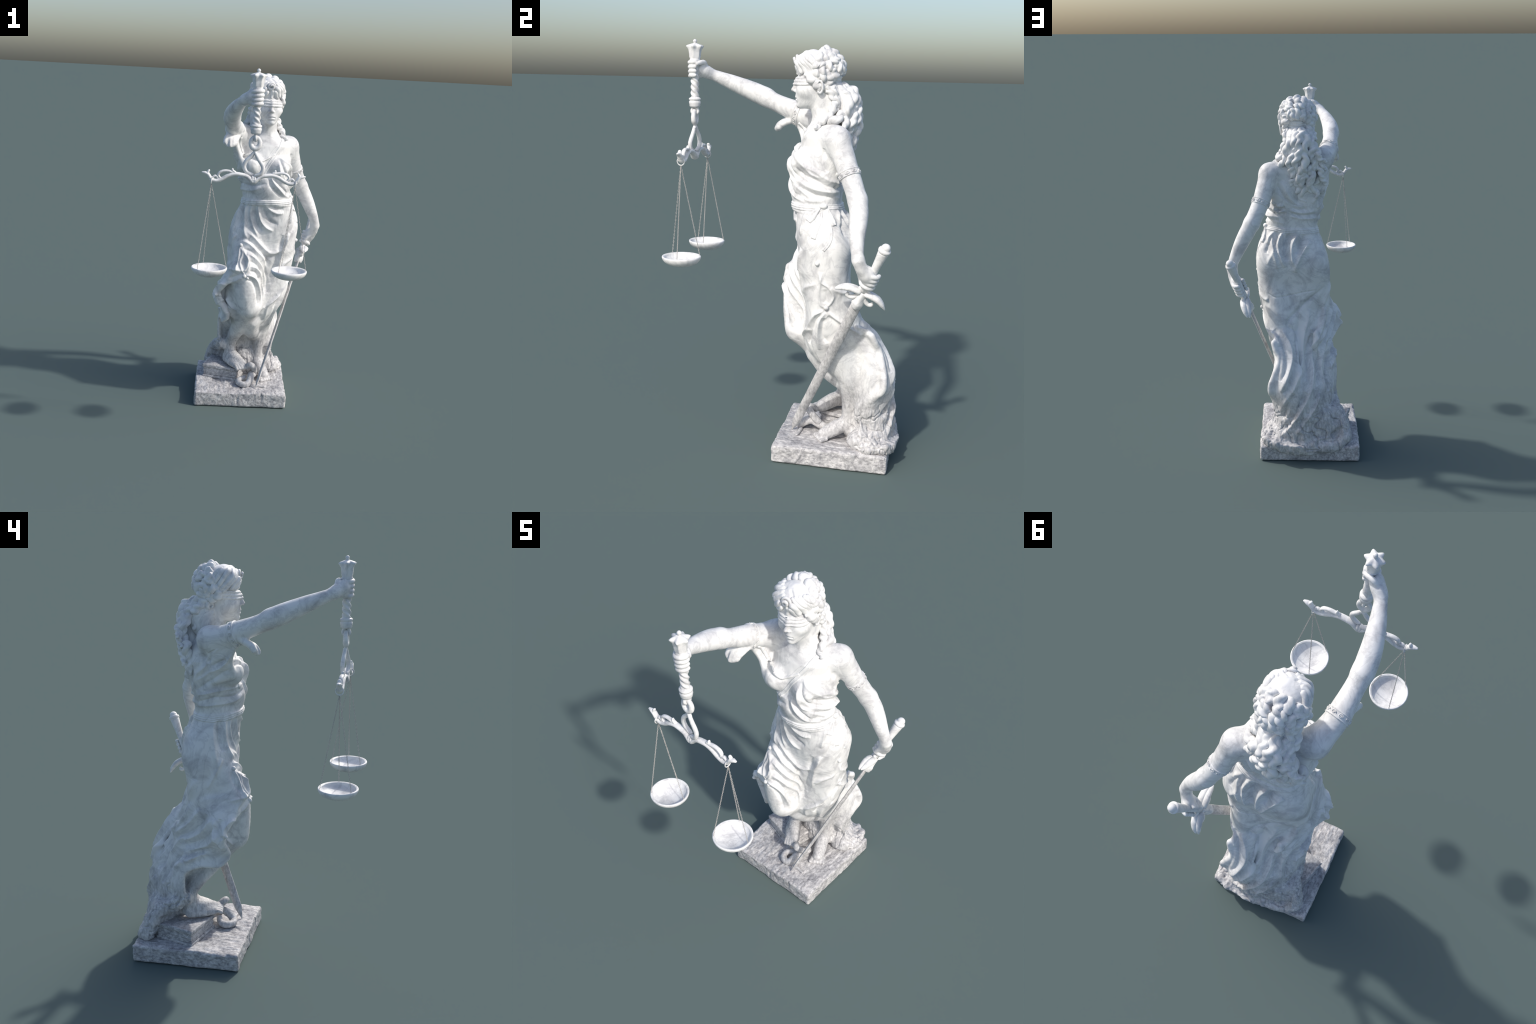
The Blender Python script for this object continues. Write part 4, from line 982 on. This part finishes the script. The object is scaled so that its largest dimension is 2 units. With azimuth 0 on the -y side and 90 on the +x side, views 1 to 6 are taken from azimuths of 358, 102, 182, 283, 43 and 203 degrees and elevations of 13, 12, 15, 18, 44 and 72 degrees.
# rolled tube curls above the forehead
for c, ax in (((.014, .010, 1.906), (.05, -1, -.05)), ((-.064, .036, 1.892), (-.70, -.70, 0.))):
    ax = np.array(ax, float); ax /= np.linalg.norm(ax); e1 = np.cross(ax, (0, 0, 1)); e1 /= np.linalg.norm(e1); e2 = np.cross(e1, ax)
    C = []
    for u in np.linspace(0, 1, 46):
        a = u * 2 * math.pi * 2.1; r = .006 + .014 * min(1, u * 1.6)
        C.append(np.array(c) + e1 * r * math.cos(a) + e2 * r * math.sin(a) - ax * (.004 + .030 * u))
    C = np.array(C)
    obj('roll_curl', *tube_mesh(C, round_ends(np.full(len(C), .0070), C), 10), 'white', HAIR)
    C = np.array([np.array(c) - ax * t for t in np.linspace(.014, .060, 8)])
    obj('roll_curl', *tube_mesh(C, round_ends(np.full(8, .0185), C), 18), 'white', HAIR)
# locks that fall over the forehead down to the blindfold
for pts, r in (([(.012, .020, 1.892), (.020, .024, 1.875), (.023, .026, 1.858), (.016, .026, 1.842)], .0085),
               ([(.030, .030, 1.905), (.050, .038, 1.888), (.062, .050, 1.865), (.068, .066, 1.846)], .0150),
               ([(.024, .028, 1.886), (.040, .033, 1.870), (.053, .044, 1.854), (.062, .060, 1.843)], .0125),
               ([(-.010, .030, 1.902), (-.030, .038, 1.884), (-.046, .052, 1.862), (-.054, .068, 1.845)], .0140),
               ([(.000, .028, 1.884), (-.018, .032, 1.867), (-.034, .044, 1.852), (-.046, .058, 1.843)], .0120)):
    C = spline([snap(p, .002)[0] for p in pts], 8)
    obj('strand', *curl(C, r, r * .75, lobes=2, amp=.15, twist=35, seg=16), 'white', HAIR)
# swept strands from the parting to the temples
for sx in (-1, 1):
    for i in range(5):
        x0 = .012 + sx * (.012 + .012 * i); 
        pts = [snap((x0, .05 + .012 * i, 1.925 + .004 * i))[0], snap((.010 + sx * (.052 + .004 * i), .050 + .014 * i, 1.895 + .006 * i))[0],
               snap((.010 + sx * .078, .072 + .016 * i, 1.862 + .008 * i))[0], snap((.010 + sx * .085, .105 + .014 * i, 1.835 + .008 * i))[0]]
        C = spline([p + (0, 0, 0) for p in pts], 8)
        obj('strand', *curl(C, .010, .0125, lobes=2, amp=.18, twist=25, seg=16), 'white', HAIR)
    # curls in front of the ear
    for q, r in (((.082, .088, 1.832), .014), ((.088, .112, 1.822), .015), ((.080, .100, 1.805), .011), ((.086, .128, 1.838), .014), ((.092, .135, 1.815), .010)):
        c = np.array((.005 + sx * (q[0] - .012), q[1], q[2])); a0 = rnd.uniform(0, 6)
        C = np.array([c + np.array((sx * .004 * math.cos(2 * u), .010 * math.cos(a0 + u), .010 * math.sin(a0 + u))) for u in np.linspace(0, 3.6, 14)])
        obj('curl', *curl(C, r * .8, r * .5, lobes=2, amp=.15, twist=60, seg=14), 'white', HAIR)
# ears
for sx in (-1, 1):
    c = np.array((.008 + sx * .070, .150, 1.790)); a = np.linspace(.3, 5.6, 26)
    C = np.stack([c[0] + sx * (.010 + .004 * np.sin(a)), c[1] - .013 * np.cos(a) + .002, c[2] + .027 * np.sin(a) * 1.0], 1)
    obj('ear', *join([tube_mesh(C, round_ends(np.full(26, .0055), C), 10), tube_mesh(np.array([c + (sx * -.006, 0, .018), c + (sx * .004, 0, 0), c + (sx * -.004, -.002, -.026)]), [.012, .010, .010], 12)]), 'white', ROOT)
# long locks down the back: (start x, way points) each wound like a rope
def lock(pts, r0, r1, wave=.006, freq=1., **kw):
    C = spline(pts, 12); u = np.linspace(0, 1, len(C)); ph = rnd.uniform(0, 6)
    n = len(pts) * freq
    C = C + np.stack([wave * np.sin(n * 2.6 * u + ph), .6 * wave * np.cos(n * 2.6 * u + ph), 0 * u], 1) * np.minimum(1, 4 * u)[:, None]
    obj('long_lock', *curl(C, r0, r1, **kw), 'white', HAIR)
LOCKS = [
    [(.035, .235, 1.790), (.050, .285, 1.755), (.060, .300, 1.70), (.085, .292, 1.65), (.092, .285, 1.605), (.060, .288, 1.558)],
    [(.020, .240, 1.795), (.025, .300, 1.765), (.020, .322, 1.72), (.045, .322, 1.665), (.050, .315, 1.61), (.030, .305, 1.565)],
    [(-.005, .240, 1.798), (-.005, .305, 1.775), (.000, .330, 1.73), (.012, .336, 1.68), (.015, .328, 1.62), (-.015, .315, 1.57), (-.010, .305, 1.52)],
    [(-.030, .240, 1.795), (-.035, .300, 1.770), (-.050, .325, 1.725), (-.035, .338, 1.67), (-.040, .335, 1.61), (-.055, .315, 1.545), (-.040, .295, 1.48), (-.025, .285, 1.43), (-.040, .282, 1.405)],
    [(-.050, .235, 1.790), (-.060, .290, 1.755), (-.075, .312, 1.70), (-.085, .318, 1.65), (-.080, .312, 1.60), (-.125, .290, 1.585)],
    [(-.060, .230, 1.785), (-.080, .275, 1.745), (-.095, .295, 1.69), (-.105, .300, 1.63), (-.120, .285, 1.57), (-.105, .278, 1.51), (-.080, .280, 1.46)],
    [(.000, .300, 1.64), (-.020, .318, 1.59), (.000, .312, 1.54), (.015, .295, 1.50), (.000, .290, 1.47), (.030, .285, 1.475)],
    [(-.060, .310, 1.62), (-.075, .318, 1.57), (-.068, .308, 1.52), (-.095, .290, 1.47), (-.110, .280, 1.43)],
    [(-.125, .280, 1.62), (-.140, .272, 1.56), (-.130, .268, 1.50), (-.145, .258, 1.45)],
    [(.065, .285, 1.68), (.095, .265, 1.655), (.110, .245, 1.645), (.112, .21, 1.625)],
    [(.040, .300, 1.62), (.030, .302, 1.56), (.045, .290, 1.52), (.020, .285, 1.49)],
    [(-.02, .335, 1.62), (-.03, .33, 1.58), (-.02, .31, 1.53), (-.05, .30, 1.49), (-.07, .285, 1.46)],
]
for i, l in enumerate(LOCKS):
    l = [(x - .018 if x > -.02 else x - .004, y - .022, z) for x, y, z in l]
    lock(l, .0205, .010, lobes=2, amp=rnd.uniform(.16, .26), twist=(-1 if i % 3 else 1) * rnd.uniform(58, 80), mid=1.25, seg=28, wave=.010)
for sx, pl in ((1, [[(.058, .170, 1.795), (.062, .195, 1.765), (.052, .222, 1.72), (.060, .225, 1.68)], [(.045, .19, 1.80), (.052, .215, 1.775), (.060, .225, 1.735), (.045, .235, 1.70)],
                   [(.062, .225, 1.73), (.082, .205, 1.675), (.096, .175, 1.642), (.108, .150, 1.618), (.125, .140, 1.606)]]),
               (-1, [[(-.09, .28, 1.70), (-.115, .300, 1.675), (-.135, .300, 1.645), (-.165, .285, 1.635)], [(-.08, .27, 1.74), (-.10, .290, 1.70), (-.125, .295, 1.645), (-.14, .285, 1.605), (-.165, .275, 1.59)], [(-.10, .28, 1.62), (-.13, .285, 1.58), (-.145, .275, 1.53), (-.165, .262, 1.50)], [(-.065, .150, 1.80), (-.078, .170, 1.765), (-.070, .190, 1.72), (-.085, .205, 1.68)], [(-.062, .18, 1.80), (-.080, .205, 1.765), (-.078, .225, 1.71), (-.092, .235, 1.66)],
                   [(-.052, .15, 1.75), (-.064, .165, 1.71), (-.070, .175, 1.67), (-.085, .185, 1.655)]])):
    for l in pl: lock(l, .0155, .008, wave=.004, lobes=2, amp=.24, twist=90)
# inner mass that the locks lie on
C = spline([(0, .20, 1.80), (-.005, .255, 1.765), (-.01, .285, 1.71), (-.012, .290, 1.64), (-.025, .275, 1.56), (-.045, .255, 1.48)], 8)
u = np.linspace(0, 1, len(C))
obj('hair_mass', *tube_mesh(C - (0, .022, 0), round_ends(.033 + .010 * np.sin(math.pi * u), C), 24, ref=(1, 0, 0), flat=1.5), 'white', HAIR)

# ================================================================== CLOTH TRIMS
def ripple(n, amp): return lambda x: (1 - x ** 6) * (1 - amp + amp * abs(math.cos(n * math.pi * .5 * x)))
a = np.linspace(0, 2 * math.pi, 13)
obj('blindfold', *band([(.008 - .092 * math.sin(t), .118 + .102 * math.cos(t), 1.817 + .010 * (1 + math.cos(t)) / 2) for t in a], .0235, .0095, True, 10, 23, ripple(3, .42)), 'white', ROOT)
belt = empty('belt', ROOT)
obj('waistband', *band([(.026 - .16 * math.sin(t), .142 + .13 * math.cos(t), 1.247 - .010 * math.sin(t)) for t in a], .016, .006, True, 12, 15, ripple(3, .6)), 'white', belt)
kn, _n = snap((.176, .200, 1.266), .006)
obj('knot', *skin_tube([tuple(kn + (-.006, -.016, -.002)) + (.010,), tuple(kn) + (.0135,), tuple(kn + (-.006, .018, -.002)) + (.010,)], seed=4), 'white', belt)
def ribbon(pts, w, th=.005):
    C = spline(pts, 10); ww = np.interp(np.linspace(0, 1, len(C)), np.linspace(0, 1, len(w)), w)
    return tube_mesh(C, ww, 14, ref=np.cross(np.gradient(C, axis=0), (1, .2, 0)), flat=1., lobes=0)
def flat_ribbon(pts, w, th=.006, name='ribbon'):
    V, F = band(pts, w, th, False, 8, 9, lambda x: (1 - x ** 6) * (.65 + .35 * abs(x)))
    obj(name, V, F, 'white', belt)
flat_ribbon([(.172, .185, 1.255), (.18, .165, 1.235), (.18, .150, 1.215), (.185, .135, 1.195)], [.006, .016, .022, .018], .012, 'bow_loop')
flat_ribbon([(.175, .220, 1.255), (.19, .240, 1.232), (.20, .256, 1.210), (.20, .262, 1.190)], [.006, .014, .019, .012], .012, 'bow_loop')
flat_ribbon([(.178, .195, 1.255), (.20, .190, 1.21), (.21, .178, 1.17), (.215, .165, 1.12)], [.006, .010, .012, .014], .006)
flat_ribbon([(.180, .205, 1.255), (.20, .225, 1.21), (.215, .245, 1.16), (.22, .240, 1.11), (.22, .215, 1.07)], [.006, .010, .012, .010, .008], .006)
# round buttons that gather the skirt
for q, r in (((-.118, .044, .993), .011), ((-.086, -.013, .82), .012), ((.200, .190, 1.01), .011), ((.189, .232, .798), .012), ((-.072, -.012, .815), .009)):
    c, n_ = snap(q, .003)
    obj('button', *lathe([(-.006, r), (0, r), (r * .45, r * .85), (r * .75, r * .5), (r * .85, .001)], c, n_, 16), 'white', ROOT)
# arm bands with small scroll rings
def arm_band(c, axis, r, w):
    axis = np.array(axis, float); axis /= np.linalg.norm(axis); e1 = np.cross(axis, (0, 0, 1)); e1 /= np.linalg.norm(e1); e2 = np.cross(axis, e1)
    pts = [np.array(c) + r * (e1 * math.cos(t) + e2 * math.sin(t)) for t in np.linspace(0, 2 * math.pi, 17)]
    g = empty('arm_band', ROOT)
    obj('band', *band(pts, w, .0065, True, 6, 15, lambda x: 1.0 if .66 < abs(x) < .95 else (.62 if abs(x) <= .66 else 0)), 'white', g)
    parts = []
    for t in np.linspace(0, 2 * math.pi, 11)[:-1]:
        co, no = snap(np.array(c) + r * (e1 * math.cos(t) + e2 * math.sin(t)), .003); tg = np.cross(no, axis); tg /= np.linalg.norm(tg)
        u = np.linspace(0, 1, 20); ph = u * 9.5
        rr = .0015 + .0095 * u
        parts.append(tube_mesh(co + np.outer(rr * np.cos(ph), tg) + np.outer(rr * .8 * np.sin(ph), axis), .0021, 6))
    obj('scroll', *join(parts), 'white', g, stuff=True)
arm_band((-.180, .012, 1.664), (-.14, -.62, .2), .055, .017)
arm_band((.188, .315, 1.413), (.33, .42, -.85), .050, .016)

# sash over her left shoulder
NECK = [(-0.143, 0.017, 1.617), (-0.147, 0.058, 1.566), (-0.131, 0.071, 1.519), (-0.085, 0.044, 1.517), (-0.051, 0.029, 1.506), (-0.019, 0.041, 1.491), (0.023, 0.058, 1.509), (0.054, 0.071, 1.527)]
SASH = [(0.101, 0.16, 1.613), (0.098, 0.123, 1.6), (0.078, 0.083, 1.555), (0.047, 0.062, 1.505), (0.01, 0.048, 1.444), (-0.033, 0.039, 1.378)]
obj('sash', *band(SASH, .012, .009, False, 10, 11, lambda x: (1 - x ** 6) * (.55 + .45 * abs(x) ** 2)), 'white', ROOT)
# rolled edge of the neckline over her right breast
obj('neckline', *band(NECK, .008, .0075, False, 10, 9), 'white', ROOT)
